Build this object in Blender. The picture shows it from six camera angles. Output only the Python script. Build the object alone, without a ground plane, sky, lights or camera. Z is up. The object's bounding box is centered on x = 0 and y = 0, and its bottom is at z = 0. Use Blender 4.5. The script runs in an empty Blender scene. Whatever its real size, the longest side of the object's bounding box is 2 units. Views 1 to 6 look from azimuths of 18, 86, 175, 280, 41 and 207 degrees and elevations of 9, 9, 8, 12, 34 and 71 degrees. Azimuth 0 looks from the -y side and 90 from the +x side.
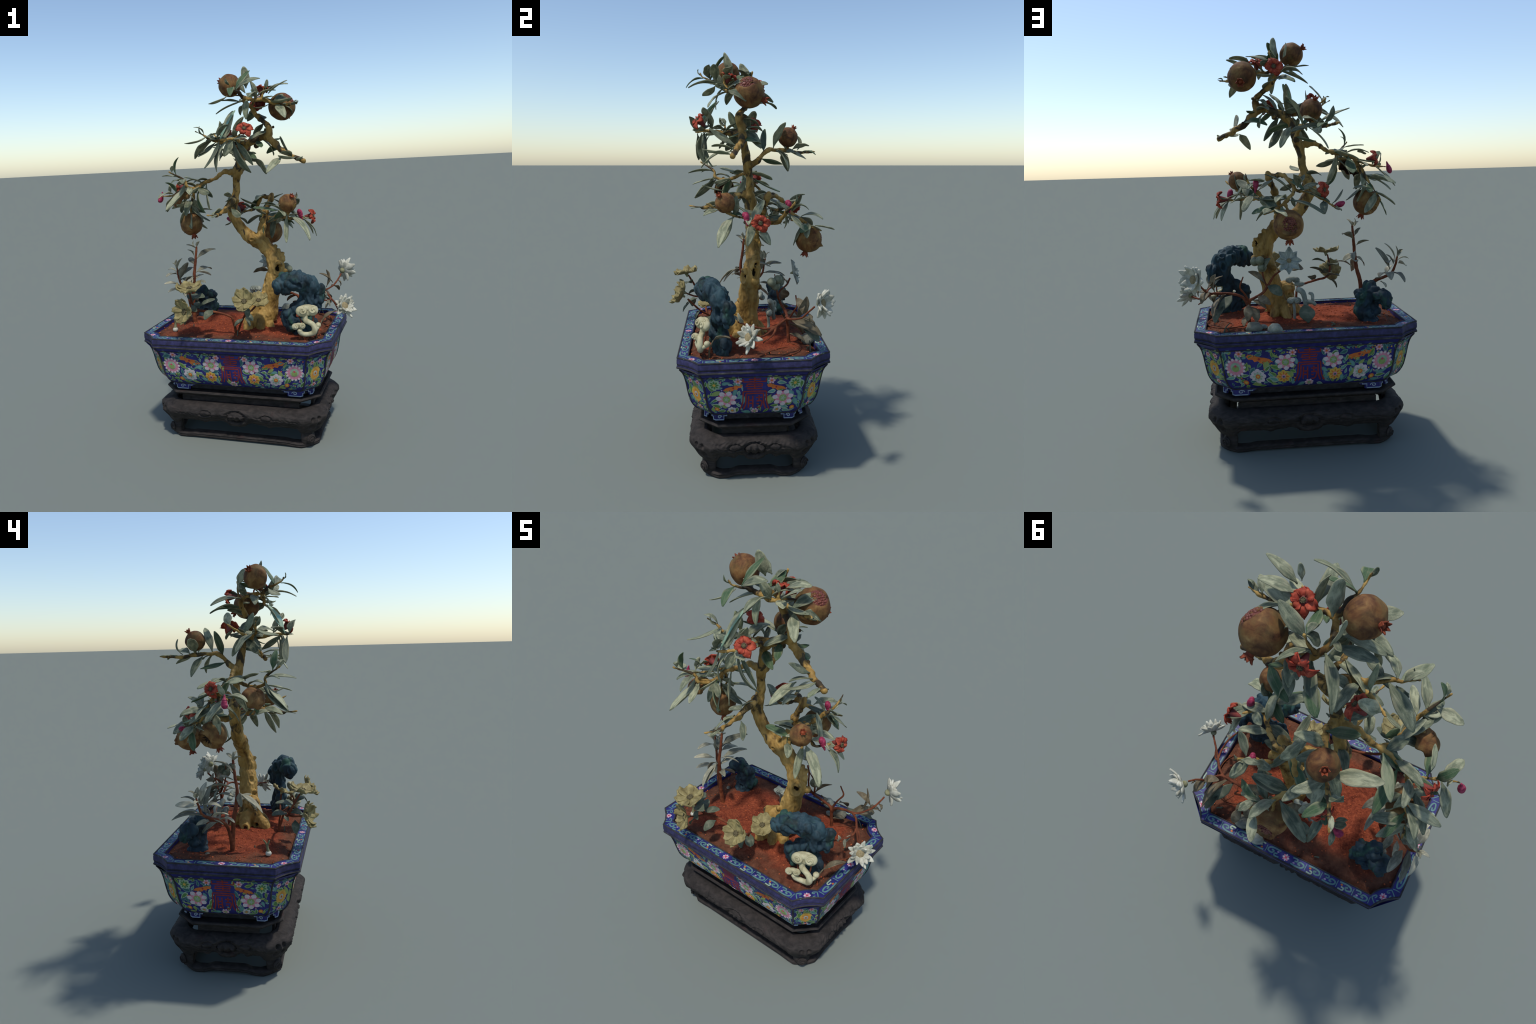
# Carved hardwood stand carrying an enamelled planter with an ornamental pomegranate tree,
# scholar's rocks, fungus and flowering shrubs.  Everything is built procedurally.
import bpy, math, random
import numpy as np
from mathutils import Vector, Matrix, noise

rng = random.Random(11)
nrng = np.random.default_rng(5)
COL = bpy.context.scene.collection
V = lambda *a: np.array(a, float)


def nrm(v):
    v = np.asarray(v, float)
    return v / (np.linalg.norm(v) + 1e-12)


# ------------------------------------------------------------------ materials
def material(name, rough=0.5, spec=0.4, coat=0.0):
    m = bpy.data.materials.new(name)
    m.use_nodes = True
    nt = m.node_tree
    nt.nodes.clear()
    out = nt.nodes.new("ShaderNodeOutputMaterial")
    b = nt.nodes.new("ShaderNodeBsdfPrincipled")
    nt.links.new(b.outputs[0], out.inputs[0])
    b.inputs["Roughness"].default_value = min(0.9, rough + 0.22)
    b.inputs["Specular IOR Level"].default_value = spec * 0.5
    b.inputs["Coat Weight"].default_value = coat * 0.3
    b.inputs["Coat Roughness"].default_value = 0.3
    return m, nt, b


class N:
    """Small helper that strings shader nodes together."""

    def __init__(self, nt):
        self.nt = nt
        self.tc = nt.nodes.new("ShaderNodeTexCoord")

    def link(self, a, b):
        self.nt.links.new(a, b)

    def map(self, scale=(1, 1, 1), loc=(0, 0, 0), coord="Object"):
        m = self.nt.nodes.new("ShaderNodeMapping")
        m.inputs["Scale"].default_value = scale
        m.inputs["Location"].default_value = loc
        self.link(self.tc.outputs[coord], m.inputs[0])
        return m.outputs[0]

    def noise(self, vec, scale, detail=4, rough=0.55, dist=0.0):
        n = self.nt.nodes.new("ShaderNodeTexNoise")
        n.inputs["Scale"].default_value = scale
        n.inputs["Detail"].default_value = detail
        n.inputs["Roughness"].default_value = rough
        n.inputs["Distortion"].default_value = dist
        self.link(vec, n.inputs["Vector"])
        return n.outputs["Fac"]

    def voronoi(self, vec, scale, feature="F1", out="Distance"):
        n = self.nt.nodes.new("ShaderNodeTexVoronoi")
        n.feature = feature
        n.inputs["Scale"].default_value = scale
        self.link(vec, n.inputs["Vector"])
        return n.outputs[out]

    def wave(self, vec, scale, dist=2.0, axis="X"):
        n = self.nt.nodes.new("ShaderNodeTexWave")
        n.bands_direction = axis
        n.inputs["Scale"].default_value = scale
        n.inputs["Distortion"].default_value = dist
        self.link(vec, n.inputs["Vector"])
        return n.outputs["Fac"]

    def ramp(self, fac, stops, interp="LINEAR"):
        n = self.nt.nodes.new("ShaderNodeValToRGB")
        cr = n.color_ramp
        cr.interpolation = interp
        while len(cr.elements) < len(stops):
            cr.elements.new(0.5)
        for e, (p, c) in zip(cr.elements, stops):
            e.position = p
            e.color = (*c, 1) if len(c) == 3 else c
        self.link(fac, n.inputs[0])
        return n.outputs[0]

    def math(self, op, a, b=0.0, clamp=False):
        n = self.nt.nodes.new("ShaderNodeMath")
        n.operation = op
        n.use_clamp = clamp
        for i, x in enumerate((a, b)):
            if isinstance(x, (int, float)):
                n.inputs[i].default_value = x
            else:
                self.link(x, n.inputs[i])
        return n.outputs[0]

    def mix(self, fac, a, b, mode="MIX"):
        n = self.nt.nodes.new("ShaderNodeMix")
        n.data_type = "RGBA"
        n.blend_type = mode
        for i, x in ((0, fac), (6, a), (7, b)):
            if isinstance(x, (int, float)):
                n.inputs[i].default_value = x
            elif isinstance(x, tuple):
                n.inputs[i].default_value = (*x, 1)
            else:
                self.link(x, n.inputs[i])
        return n.outputs[2]

    def sep(self, vec):
        n = self.nt.nodes.new("ShaderNodeSeparateXYZ")
        self.link(vec, n.inputs[0])
        return n.outputs

    def random(self):
        return self.nt.nodes.new("ShaderNodeObjectInfo").outputs["Random"]

    def bump(self, bsdf, height, strength=0.3, dist=0.01):
        n = self.nt.nodes.new("ShaderNodeBump")
        n.inputs["Strength"].default_value = strength
        n.inputs["Distance"].default_value = dist
        self.link(height, n.inputs["Height"])
        self.link(n.outputs[0], bsdf.inputs["Normal"])


def mottled(name, stops, scale=30, rough=0.5, spec=0.35, coat=0.0, bump=0.0, bscale=None, detail=5, dist=0.3, vary=0.0):
    m, nt, b = material(name, rough, spec, coat)
    n = N(nt)
    vec = n.map()
    f = n.noise(vec, scale, detail, 0.6, dist)
    if vary:
        f = n.math("ADD", f, n.math("MULTIPLY", n.math("SUBTRACT", n.random(), 0.5), vary))
    c = n.ramp(f, stops)
    n.link(c, b.inputs["Base Color"])
    if bump:
        n.bump(b, n.noise(vec, bscale or scale * 4, 4), bump, 0.004)
    return m


def flat_enamel(name, col, var=0.12, rough=0.32):
    lo = tuple(max(0, c * (1 - var * 1.6)) for c in col)
    hi = tuple(min(1, c * (1 + var)) for c in col)
    return mottled(name, [(0.3, lo), (0.7, hi)], 60, rough, 0.45, 0.15)


M = {}


def build_materials():
    # carved dark hardwood
    m, nt, b = material("dark_rosewood", 0.55, 0.3)
    n = N(nt)
    v = n.map((1, 1, 3))
    f = n.noise(v, 22, 6, 0.6, 0.6)
    c = n.ramp(f, [(0.3, (0.015, 0.0130, 0.0120)), (0.52, (0.031, 0.0265, 0.0240)), (0.74, (0.052, 0.042, 0.037))])
    red = n.ramp(n.noise(n.map(), 13, 3), [(0.62, (0, 0, 0)), (0.74, (1, 1, 1))])
    c = n.mix(n.math("MULTIPLY", red, 0.30), c, (0.060, 0.024, 0.021))
    n.link(c, b.inputs["Base Color"])
    n.bump(b, n.noise(n.map((1, 1, 2)), 60, 5), 0.35, 0.006)
    M["wood"] = m

    # trunk: ochre with charred patches
    m, nt, b = material("gilded_bark", 0.42, 0.45, 0.05)
    n = N(nt)
    v = n.map((1, 1, 0.45))
    f = n.noise(v, 16, 6, 0.6, 0.8)
    c = n.ramp(f, [(0.30, (0.085, 0.042, 0.010)), (0.44, (0.235, 0.136, 0.032)), (0.60, (0.38, 0.235, 0.066)), (0.78, (0.46, 0.32, 0.11))])
    z = n.sep(n.map())[2]
    bias = n.ramp(z, [(0.0, (0, 0, 0)), (0.95, (0, 0, 0)), (1.0, (1, 1, 1))])
    up = n.math("MULTIPLY", n.math("SUBTRACT", z, 1.02, True), 0.55, True)
    up = n.math("MINIMUM", up, 0.125)
    dark = n.math("ADD", n.noise(n.map((1, 1, 0.7), (3, 1, 2)), 17, 5, 0.6, 0.5), up)
    dark = n.ramp(dark, [(0.63, (0, 0, 0)), (0.70, (1, 1, 1))])
    c = n.mix(n.math("MULTIPLY", dark, 0.88), c, (0.018, 0.015, 0.012))
    gre = n.ramp(n.noise(n.map((1, 1, 1), (7, 3, 1)), 12, 4), [(0.55, (0, 0, 0)), (0.72, (1, 1, 1))])
    c = n.mix(n.math("MULTIPLY", gre, 0.35), c, (0.13, 0.11, 0.045))
    n.link(c, b.inputs["Base Color"])
    n.bump(b, n.noise(n.map((1, 1, 0.4)), 55, 5), 0.3, 0.005)
    M["bark"] = m
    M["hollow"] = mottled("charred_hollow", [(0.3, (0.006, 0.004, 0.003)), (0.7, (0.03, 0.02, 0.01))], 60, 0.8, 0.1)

    # tree leaves: grey jade, darker middle, pale rim
    m, nt, b = material("jade_leaf", 0.42, 0.4, 0.05)
    n = N(nt)
    ob = n.map()
    s = n.sep(ob)
    across = n.math("ABSOLUTE", s[1])
    rnd = n.random()
    f = n.noise(n.map((2.0, 5, 5)), 1.4, 4, 0.6, 0.5)
    base = n.ramp(n.math("ADD", n.math("MULTIPLY", f, 0.80), n.math("MULTIPLY", rnd, 0.30)),
                  [(0.30, (0.042, 0.056, 0.036)), (0.46, (0.085, 0.102, 0.064)), (0.60, (0.165, 0.180, 0.112)), (0.76, (0.34, 0.345, 0.220))])
    greener = n.ramp(rnd, [(0.0, (1, 1, 1)), (0.10, (1, 1, 1)), (0.16, (0, 0, 0)), (0.93, (0, 0, 0)), (0.97, (0.6, 0.6, 0.6))])
    base = n.mix(n.math("MULTIPLY", greener, 0.55), base, (0.045, 0.105, 0.038))
    rim = n.ramp(across, [(0.0, (0.25, 0.25, 0.25)), (0.014, (0, 0, 0)), (0.095, (0, 0, 0)), (0.15, (0.75, 0.75, 0.75))])
    base = n.mix(n.math("MULTIPLY", rim, 0.55), base, (0.38, 0.36, 0.215))
    warm = n.ramp(n.noise(n.map((3, 4, 4), (2, 1, 0)), 1.1, 3), [(0.5, (0, 0, 0)), (0.7, (1, 1, 1))])
    base = n.mix(n.math("MULTIPLY", warm, 0.35), base, (0.19, 0.165, 0.115))
    n.link(base, b.inputs["Base Color"])
    n.bump(b, n.noise(n.map((2, 9, 9)), 5, 4), 0.25, 0.03)
    M["leaf"] = m
    # one opal leaf
    M["opal"] = mottled("opal_leaf", [(0.3, (0.10, 0.20, 0.14)), (0.55, (0.26, 0.36, 0.24)), (0.75, (0.12, 0.34, 0.33))], 3, 0.3, 0.5, 0.2)

    # shrub leaves
    m, nt, b = material("pale_stone_leaf", 0.45, 0.35)
    n = N(nt)
    rnd = n.random()
    f = n.noise(n.map((2, 6, 6)), 1.5, 4, 0.6, 0.4)
    c = n.ramp(n.math("ADD", n.math("MULTIPLY", f, 0.7), n.math("MULTIPLY", rnd, 0.3)),
               [(0.28, (0.105, 0.10, 0.068)), (0.48, (0.20, 0.193, 0.135)), (0.70, (0.39, 0.365, 0.26))])
    n.link(c, b.inputs["Base Color"])
    M["shrub_leaf"] = m
    M["brown_leaf"] = mottled("brown_leaf", [(0.3, (0.06, 0.045, 0.025)), (0.55, (0.125, 0.10, 0.06)), (0.75, (0.21, 0.18, 0.115))], 3, 0.45)
    M["dark_leaf"] = mottled("dark_green_leaf", [(0.3, (0.045, 0.055, 0.035)), (0.55, (0.09, 0.105, 0.07)), (0.75, (0.17, 0.17, 0.115))], 3, 0.45)
    M["stem"] = mottled("red_brown_stem", [(0.3, (0.075, 0.022, 0.010)), (0.55, (0.15, 0.042, 0.018)), (0.75, (0.22, 0.075, 0.03))], 30, 0.5, bump=0.2)

    # fruit rind
    m, nt, b = material("fruit_rind", 0.5, 0.35, 0.0)
    n = N(nt)
    rnd = n.random()
    v = n.map()
    f = n.math("ADD", n.noise(v, 14, 5, 0.6, 0.8), n.math("MULTIPLY", n.math("SUBTRACT", rnd, 0.5), 0.12))
    f = n.math("ADD", n.math("MULTIPLY", f, 0.6), n.math("MULTIPLY", n.noise(n.map((1, 1, 1), (5, 2, 3)), 22, 6, 0.65, 1.2), 0.4))
    c = n.ramp(f, [(0.36, (0.042, 0.018, 0.010)), (0.45, (0.100, 0.044, 0.018)), (0.54, (0.175, 0.085, 0.030)), (0.65, (0.28, 0.170, 0.062))])
    oliv = n.ramp(n.noise(n.map((1, 1, 1), (1, 6, 4)), 16, 4), [(0.5, (0, 0, 0)), (0.66, (1, 1, 1))])
    c = n.mix(n.math("MULTIPLY", oliv, 0.4), c, (0.14, 0.105, 0.035))
    streak = n.ramp(n.noise(n.map((1, 1, 0.25), (2, 0, 5)), 26, 3), [(0.5, (0, 0, 0)), (0.7, (1, 1, 1))])
    c = n.mix(n.math("MULTIPLY", streak, 0.25), c, (0.21, 0.072, 0.018))
    n.link(c, b.inputs["Base Color"])
    n.bump(b, n.noise(v, 60, 4), 0.12, 0.004)
    M["rind"] = m
    M["calyx"] = mottled("fruit_crown", [(0.3, (0.10, 0.022, 0.012)), (0.6, (0.24, 0.055, 0.022)), (0.8, (0.34, 0.10, 0.04))], 50, 0.45)
    M["seed"] = mottled("fruit_seed", [(0.3, (0.07, 0.016, 0.013)), (0.6, (0.17, 0.05, 0.032)), (0.8, (0.24, 0.10, 0.06))], 60, 0.3, 0.5, 0.2)
    M["fruit_pit"] = mottled("fruit_pit", [(0.3, (0.012, 0.007, 0.005)), (0.7, (0.05, 0.022, 0.014))], 40, 0.6)

    M["petal"] = mottled("coral_petal", [(0.28, (0.13, 0.017, 0.011)), (0.48, (0.29, 0.042, 0.022)), (0.72, (0.45, 0.095, 0.048))], 2.6, 0.45, 0.35)
    M["tube"] = mottled("flower_tube", [(0.3, (0.085, 0.028, 0.03)), (0.6, (0.19, 0.042, 0.035)), (0.8, (0.30, 0.07, 0.045))], 2.2, 0.45)
    M["stamen"] = mottled("stamen", [(0.3, (0.05, 0.035, 0.02)), (0.7, (0.16, 0.14, 0.07))], 9, 0.6)
    M["bud"] = mottled("magenta_bud", [(0.3, (0.18, 0.012, 0.035)), (0.55, (0.32, 0.03, 0.075)), (0.8, (0.45, 0.09, 0.13))], 2.0, 0.35, 0.45, 0.1)
    M["white_petal"] = mottled("white_petal", [(0.3, (0.24, 0.235, 0.18)), (0.5, (0.42, 0.41, 0.325)), (0.72, (0.58, 0.57, 0.47))], 2.2, 0.45, 0.35)
    M["grey_petal"] = mottled("grey_glass_petal", [(0.3, (0.15, 0.175, 0.155)), (0.5, (0.26, 0.29, 0.255)), (0.75, (0.40, 0.43, 0.38))], 2.2, 0.35, 0.45)
    M["white_core"] = mottled("flower_core", [(0.3, (0.16, 0.12, 0.06)), (0.7, (0.33, 0.27, 0.15))], 9, 0.6)
    M["sepal"] = mottled("olive_sepal", [(0.3, (0.12, 0.12, 0.06)), (0.7, (0.26, 0.25, 0.14))], 3, 0.5)
    M["yellow_petal"] = mottled("wax_yellow_petal", [(0.3, (0.115, 0.092, 0.038)), (0.5, (0.205, 0.168, 0.070)), (0.72, (0.33, 0.28, 0.125))], 2.4, 0.42, 0.4)
    M["berry"] = mottled("green_berry", [(0.3, (0.09, 0.10, 0.06)), (0.6, (0.19, 0.20, 0.13)), (0.8, (0.29, 0.30, 0.21))], 40, 0.35, 0.45)

    # blue green scholar's rock
    m, nt, b = material("azurite_rock", 0.48, 0.4, 0.05)
    n = N(nt)
    v = n.map()
    f = n.noise(v, 9, 5, 0.55, 0.6)
    c = n.ramp(f, [(0.28, (0.008, 0.014, 0.019)), (0.45, (0.016, 0.032, 0.044)), (0.60, (0.026, 0.053, 0.066)), (0.78, (0.034, 0.078, 0.083))])
    g = n.ramp(n.noise(n.map((1, 1, 0.6), (4, 2, 8)), 11, 4, 0.55, 0.7), [(0.53, (0, 0, 0)), (0.68, (1, 1, 1))])
    c = n.mix(n.math("MULTIPLY", g, 0.75), c, (0.034, 0.092, 0.055))
    gr = n.ramp(n.noise(n.map((1, 1, 1), (1, 9, 3)), 14, 4), [(0.58, (0, 0, 0)), (0.75, (1, 1, 1))])
    c = n.mix(n.math("MULTIPLY", gr, 0.5), c, (0.055, 0.062, 0.06))
    blk = n.ramp(n.noise(n.map((1, 1, 0.5), (9, 4, 2)), 20, 5, 0.6, 0.8), [(0.54, (0, 0, 0)), (0.66, (1, 1, 1))])
    c = n.mix(n.math("MULTIPLY", blk, 0.75), c, (0.010, 0.013, 0.013))
    n.link(c, b.inputs["Base Color"])
    n.bump(b, n.noise(v, 45, 5), 0.3, 0.006)
    M["rock"] = m

    M["fungus"] = mottled("cream_fungus", [(0.3, (0.25, 0.22, 0.12)), (0.5, (0.42, 0.385, 0.235)), (0.72, (0.56, 0.53, 0.36))], 22, 0.42, 0.4)
    M["pale_stone"] = mottled("pale_green_stone", [(0.3, (0.12, 0.135, 0.11)), (0.5, (0.22, 0.235, 0.19)), (0.75, (0.38, 0.39, 0.32))], 24, 0.45, 0.4)
    M["grey_stone"] = mottled("grey_stone", [(0.3, (0.09, 0.09, 0.07)), (0.6, (0.19, 0.185, 0.14))], 24, 0.5)

    # soil
    m, nt, b = material("red_soil", 0.85, 0.15)
    n = N(nt)
    v = n.map()
    f = n.math("ADD", n.math("MULTIPLY", n.noise(v, 85, 8, 0.75), 0.72), n.math("MULTIPLY", n.noise(v, 14, 4), 0.28))
    c = n.ramp(f, [(0.33, (0.065, 0.016, 0.010)), (0.46, (0.185, 0.040, 0.020)), (0.57, (0.29, 0.068, 0.030)), (0.70, (0.44, 0.13, 0.06))])
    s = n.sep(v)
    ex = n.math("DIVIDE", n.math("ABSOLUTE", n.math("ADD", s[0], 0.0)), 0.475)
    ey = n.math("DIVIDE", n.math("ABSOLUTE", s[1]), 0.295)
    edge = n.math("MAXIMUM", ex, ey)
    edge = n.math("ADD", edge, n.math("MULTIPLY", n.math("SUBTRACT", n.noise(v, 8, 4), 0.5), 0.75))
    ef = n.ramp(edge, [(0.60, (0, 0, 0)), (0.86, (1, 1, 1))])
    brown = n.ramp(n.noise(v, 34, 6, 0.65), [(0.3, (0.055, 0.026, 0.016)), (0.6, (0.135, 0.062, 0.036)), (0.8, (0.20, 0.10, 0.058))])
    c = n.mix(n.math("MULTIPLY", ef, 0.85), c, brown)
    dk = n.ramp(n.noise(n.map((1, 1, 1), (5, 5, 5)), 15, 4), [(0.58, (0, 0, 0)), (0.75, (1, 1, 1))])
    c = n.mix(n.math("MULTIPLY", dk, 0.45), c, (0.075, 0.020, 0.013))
    n.link(c, b.inputs["Base Color"])
    n.bump(b, n.noise(v, 140, 5, 0.7), 0.7, 0.012)
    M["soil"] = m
    M["grit"] = mottled("red_grit", [(0.3, (0.17, 0.035, 0.016)), (0.5, (0.34, 0.080, 0.032)), (0.75, (0.50, 0.15, 0.06))], 60, 0.8, 0.15)

    # enamels
    m, nt, b = material("cobalt_enamel", 0.3, 0.45, 0.15)
    n = N(nt)
    v = n.map()
    f = n.noise(v, 26, 5, 0.6)
    c = n.ramp(f, [(0.3, (0.014, 0.014, 0.075)), (0.55, (0.022, 0.022, 0.138)), (0.8, (0.036, 0.040, 0.19))])
    n.link(c, b.inputs["Base Color"])
    M["cobalt"] = m
    m, nt, b = material("violet_band_enamel", 0.4, 0.4, 0.1)
    n = N(nt)
    v = n.map()
    c = n.ramp(n.noise(v, 40, 5, 0.65), [(0.3, (0.018, 0.017, 0.036)), (0.55, (0.032, 0.030, 0.086)), (0.8, (0.055, 0.052, 0.14))])
    n.link(c, b.inputs["Base Color"])
    M["violet"] = m
    M["bronze"] = mottled("dark_bronze_edge", [(0.3, (0.018, 0.017, 0.018)), (0.6, (0.040, 0.038, 0.040)), (0.8, (0.085, 0.08, 0.08))], 40, 0.45, 0.4)
    for k, col in dict(e_pink=(0.50, 0.20, 0.26), e_rose=(0.46, 0.055, 0.10), e_white=(0.50, 0.43, 0.44), e_lime=(0.21, 0.28, 0.09),
                       e_green=(0.075, 0.17, 0.045), e_teal=(0.10, 0.24, 0.22), e_dteal=(0.03, 0.10, 0.105), e_pale=(0.26, 0.35, 0.25),
                       e_yellow=(0.50, 0.32, 0.06), e_orange=(0.50, 0.13, 0.028), e_red=(0.20, 0.024, 0.022), e_turq=(0.095, 0.195, 0.185),
                       e_sky=(0.27, 0.33, 0.40), e_lilac=(0.30, 0.22, 0.34), e_dred=(0.30, 0.03, 0.03)).items():
        M[k] = flat_enamel({"e_": "enamel_"}["e_"] + k[2:], col)


# ------------------------------------------------------------------ mesh tools
class Geo:
    def __init__(self):
        self.v, self.f, self.m = [], [], []

    def add(self, verts, faces, mat=0):
        o = len(self.v)
        self.v.extend([tuple(map(float, p)) for p in verts])
        self.f.extend([tuple(i + o for i in f) for f in faces])
        self.m.extend([mat] * len(faces))
        return self


def mesh_of(name, geo, mats, smooth=True, sharp=None):
    me = bpy.data.meshes.new(name)
    me.from_pydata(geo.v, [], geo.f)
    for m in mats:
        me.materials.append(M[m] if isinstance(m, str) else m)
    me.polygons.foreach_set("material_index", geo.m)
    me.polygons.foreach_set("use_smooth", [smooth] * len(geo.f))
    me.update()
    if sharp is not None:
        me.set_sharp_from_angle(angle=math.radians(sharp))
    return me


WORLD = {}


def put(name, me, parent=None, mat=None, kind=None):
    """New object placed by its world matrix, whatever its parent."""
    ob = bpy.data.objects.new(name, me)
    COL.objects.link(ob)
    mat = mat or Matrix.Identity(4)
    if parent is not None:
        ob.parent = parent
        ob.matrix_parent_inverse = WORLD[parent.name].inverted()
    ob.matrix_basis = mat
    WORLD[ob.name] = mat.copy()
    if kind:
        ob["kind"] = kind
    return ob


def catmull(pts, n):
    """Catmull-Rom resample (any dimension) with roughly n steps per segment."""
    P = np.asarray(pts, float)
    if len(P) < 3:
        return np.array([P[0] + (P[-1] - P[0]) * t for t in np.linspace(0, 1, n + 1)])
    Q = np.vstack([2 * P[0] - P[1], P, 2 * P[-1] - P[-2]])
    out = []
    for i in range(1, len(Q) - 2):
        p0, p1, p2, p3 = Q[i - 1], Q[i], Q[i + 1], Q[i + 2]
        for t in np.linspace(0, 1, n, endpoint=False):
            out.append(0.5 * (2 * p1 + (p2 - p0) * t + (2 * p0 - 5 * p1 + 4 * p2 - p3) * t * t + (3 * p1 - p0 - 3 * p2 + p3) * t ** 3))
    out.append(Q[-2])
    return np.array(out)


def tube(pts, rad, seg=10, step=4, caps=True, flat=None):
    """Round tube along a spline; rad is a list per control point."""
    if np.isscalar(rad):
        rad = [rad] * len(pts)
    PR = catmull([(*p, r) for p, r in zip(pts, rad)], step)
    P, R = PR[:, :3], np.maximum(PR[:, 3], 1e-4)
    T = np.gradient(P, axis=0)
    T /= np.linalg.norm(T, axis=1)[:, None] + 1e-12
    up = V(0, 0, 1) if abs(T[0][2]) < 0.9 else V(1, 0, 0)
    a = nrm(np.cross(T[0], up))
    vs, fs = [], []
    for i in range(len(P)):
        a = nrm(a - T[i] * (a @ T[i]))
        b = np.cross(T[i], a)
        for k in range(seg):
            t = 2 * math.pi * k / seg
            vs.append(P[i] + R[i] * (a * math.cos(t) + b * math.sin(t)))
    for i in range(len(P) - 1):
        for k in range(seg):
            k2 = (k + 1) % seg
            fs.append((i * seg + k, i * seg + k2, (i + 1) * seg + k2, (i + 1) * seg + k))
    if caps:
        for base, end, d in ((0, P[0], -1), ((len(P) - 1) * seg, P[-1], 1)):
            c = len(vs)
            vs.append(end + T[0 if d < 0 else -1] * d * R[0 if d < 0 else -1] * 0.5)
            for k in range(seg):
                k2 = (k + 1) % seg
                fs.append((base + k2, base + k, c) if d < 0 else (base + k, base + k2, c))
    return vs, fs


def ball(c, r, nu=16, nv=10, axis=None):
    """UV ellipsoid. r scalar or 3-vector; axis optional 3x3 frame (columns)."""
    r = np.ones(3) * r if np.isscalar(r) else np.asarray(r, float)
    A = np.eye(3) if axis is None else axis
    vs, fs = [c + A @ (r * V(0, 0, 1))], []
    for j in range(1, nv):
        th = math.pi * j / nv
        for i in range(nu):
            ph = 2 * math.pi * i / nu
            vs.append(c + A @ (r * V(math.sin(th) * math.cos(ph), math.sin(th) * math.sin(ph), math.cos(th))))
    vs.append(c + A @ (r * V(0, 0, -1)))
    for i in range(nu):
        fs.append((0, 1 + i, 1 + (i + 1) % nu))
        l = 1 + (nv - 2) * nu
        fs.append((l + (i + 1) % nu, l + i, len(vs) - 1))
    for j in range(nv - 2):
        for i in range(nu):
            a, b = 1 + j * nu + i, 1 + j * nu + (i + 1) % nu
            fs.append((a, a + nu, b + nu, b))
    return vs, fs


def slab(fn, nu, nv, thick):
    """Closed slab of a surface fn(u,v)->point, thickness thick(u,v) about it."""
    us, ws = np.linspace(0, 1, nu + 1), np.linspace(0, 1, nv + 1)
    P = np.array([[fn(u, w) for w in ws] for u in us])
    du, dv = np.gradient(P, axis=0), np.gradient(P, axis=1)
    Nn = np.cross(du, dv)
    Nn /= np.linalg.norm(Nn, axis=2)[:, :, None] + 1e-12
    T = np.array([[thick(u, w) if callable(thick) else thick for w in ws] for u in us])
    top, bot = P + Nn * T[:, :, None] / 2, P - Nn * T[:, :, None] / 2
    W = nv + 1
    vs = list(top.reshape(-1, 3)) + list(bot.reshape(-1, 3))
    o = (nu + 1) * W
    fs = []
    for i in range(nu):
        for j in range(nv):
            a = i * W + j
            fs.append((a, a + W, a + W + 1, a + 1))
            fs.append((o + a, o + a + 1, o + a + W + 1, o + a + W))
    rim = [(i, 0) for i in range(nu)] + [(nu, j) for j in range(nv)] + [(i, nv) for i in range(nu, 0, -1)] + [(0, j) for j in range(nv, 0, -1)]
    for (i, j), (k, l) in zip(rim, rim[1:] + rim[:1]):
        a, b = i * W + j, k * W + l
        fs.append((b, a, o + a, o + b))
    return vs, fs


def frame(z, hint=None):
    """3x3 frame whose third column is z."""
    z = nrm(z)
    h = V(0, 0, 1) if hint is None else nrm(hint)
    if abs(h @ z) > 0.95:
        h = V(1, 0, 0) if abs(z[0]) < 0.9 else V(0, 1, 0)
    x = nrm(np.cross(h, z))
    return np.column_stack([x, np.cross(z, x), z])


def mat4(F, loc, s=1.0):
    s = np.ones(3) * s if np.isscalar(s) else np.asarray(s, float)
    m = np.eye(4)
    m[:3, :3] = F * s[None, :]
    m[:3, 3] = loc
    return Matrix(m.tolist())


def remeshed(name, geo, voxel, smooth_iter=0):
    """Fuse overlapping closed pieces into one skin."""
    me = bpy.data.meshes.new(name + "_raw")
    me.from_pydata(geo.v, [], geo.f)
    ob = bpy.data.objects.new(name + "_raw", me)
    COL.objects.link(ob)
    r = ob.modifiers.new("r", "REMESH")
    r.mode = "VOXEL"
    r.voxel_size = voxel
    if smooth_iter:
        s = ob.modifiers.new("s", "SMOOTH")
        s.iterations = smooth_iter
        s.factor = 0.5
    dg = bpy.context.evaluated_depsgraph_get()
    dg.update()
    res = bpy.data.meshes.new_from_object(ob.evaluated_get(dg))
    bpy.data.objects.remove(ob)
    res.name = name
    return res


def coords(me):
    a = np.empty(len(me.vertices) * 3)
    me.vertices.foreach_get("co", a)
    return a.reshape(-1, 3)


def normals(me):
    a = np.empty(len(me.vertices) * 3)
    me.vertex_normals.foreach_get("vector", a)
    return a.reshape(-1, 3)


def set_coords(me, a):
    me.vertices.foreach_set("co", a.ravel())
    me.update()


def fbm(P, scale, octaves=3, seed=0.0):
    return np.array([noise.fractal(Vector((p[0] * scale + seed, p[1] * scale, p[2] * scale)), 0.9, 2.0, octaves) for p in P])


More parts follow.
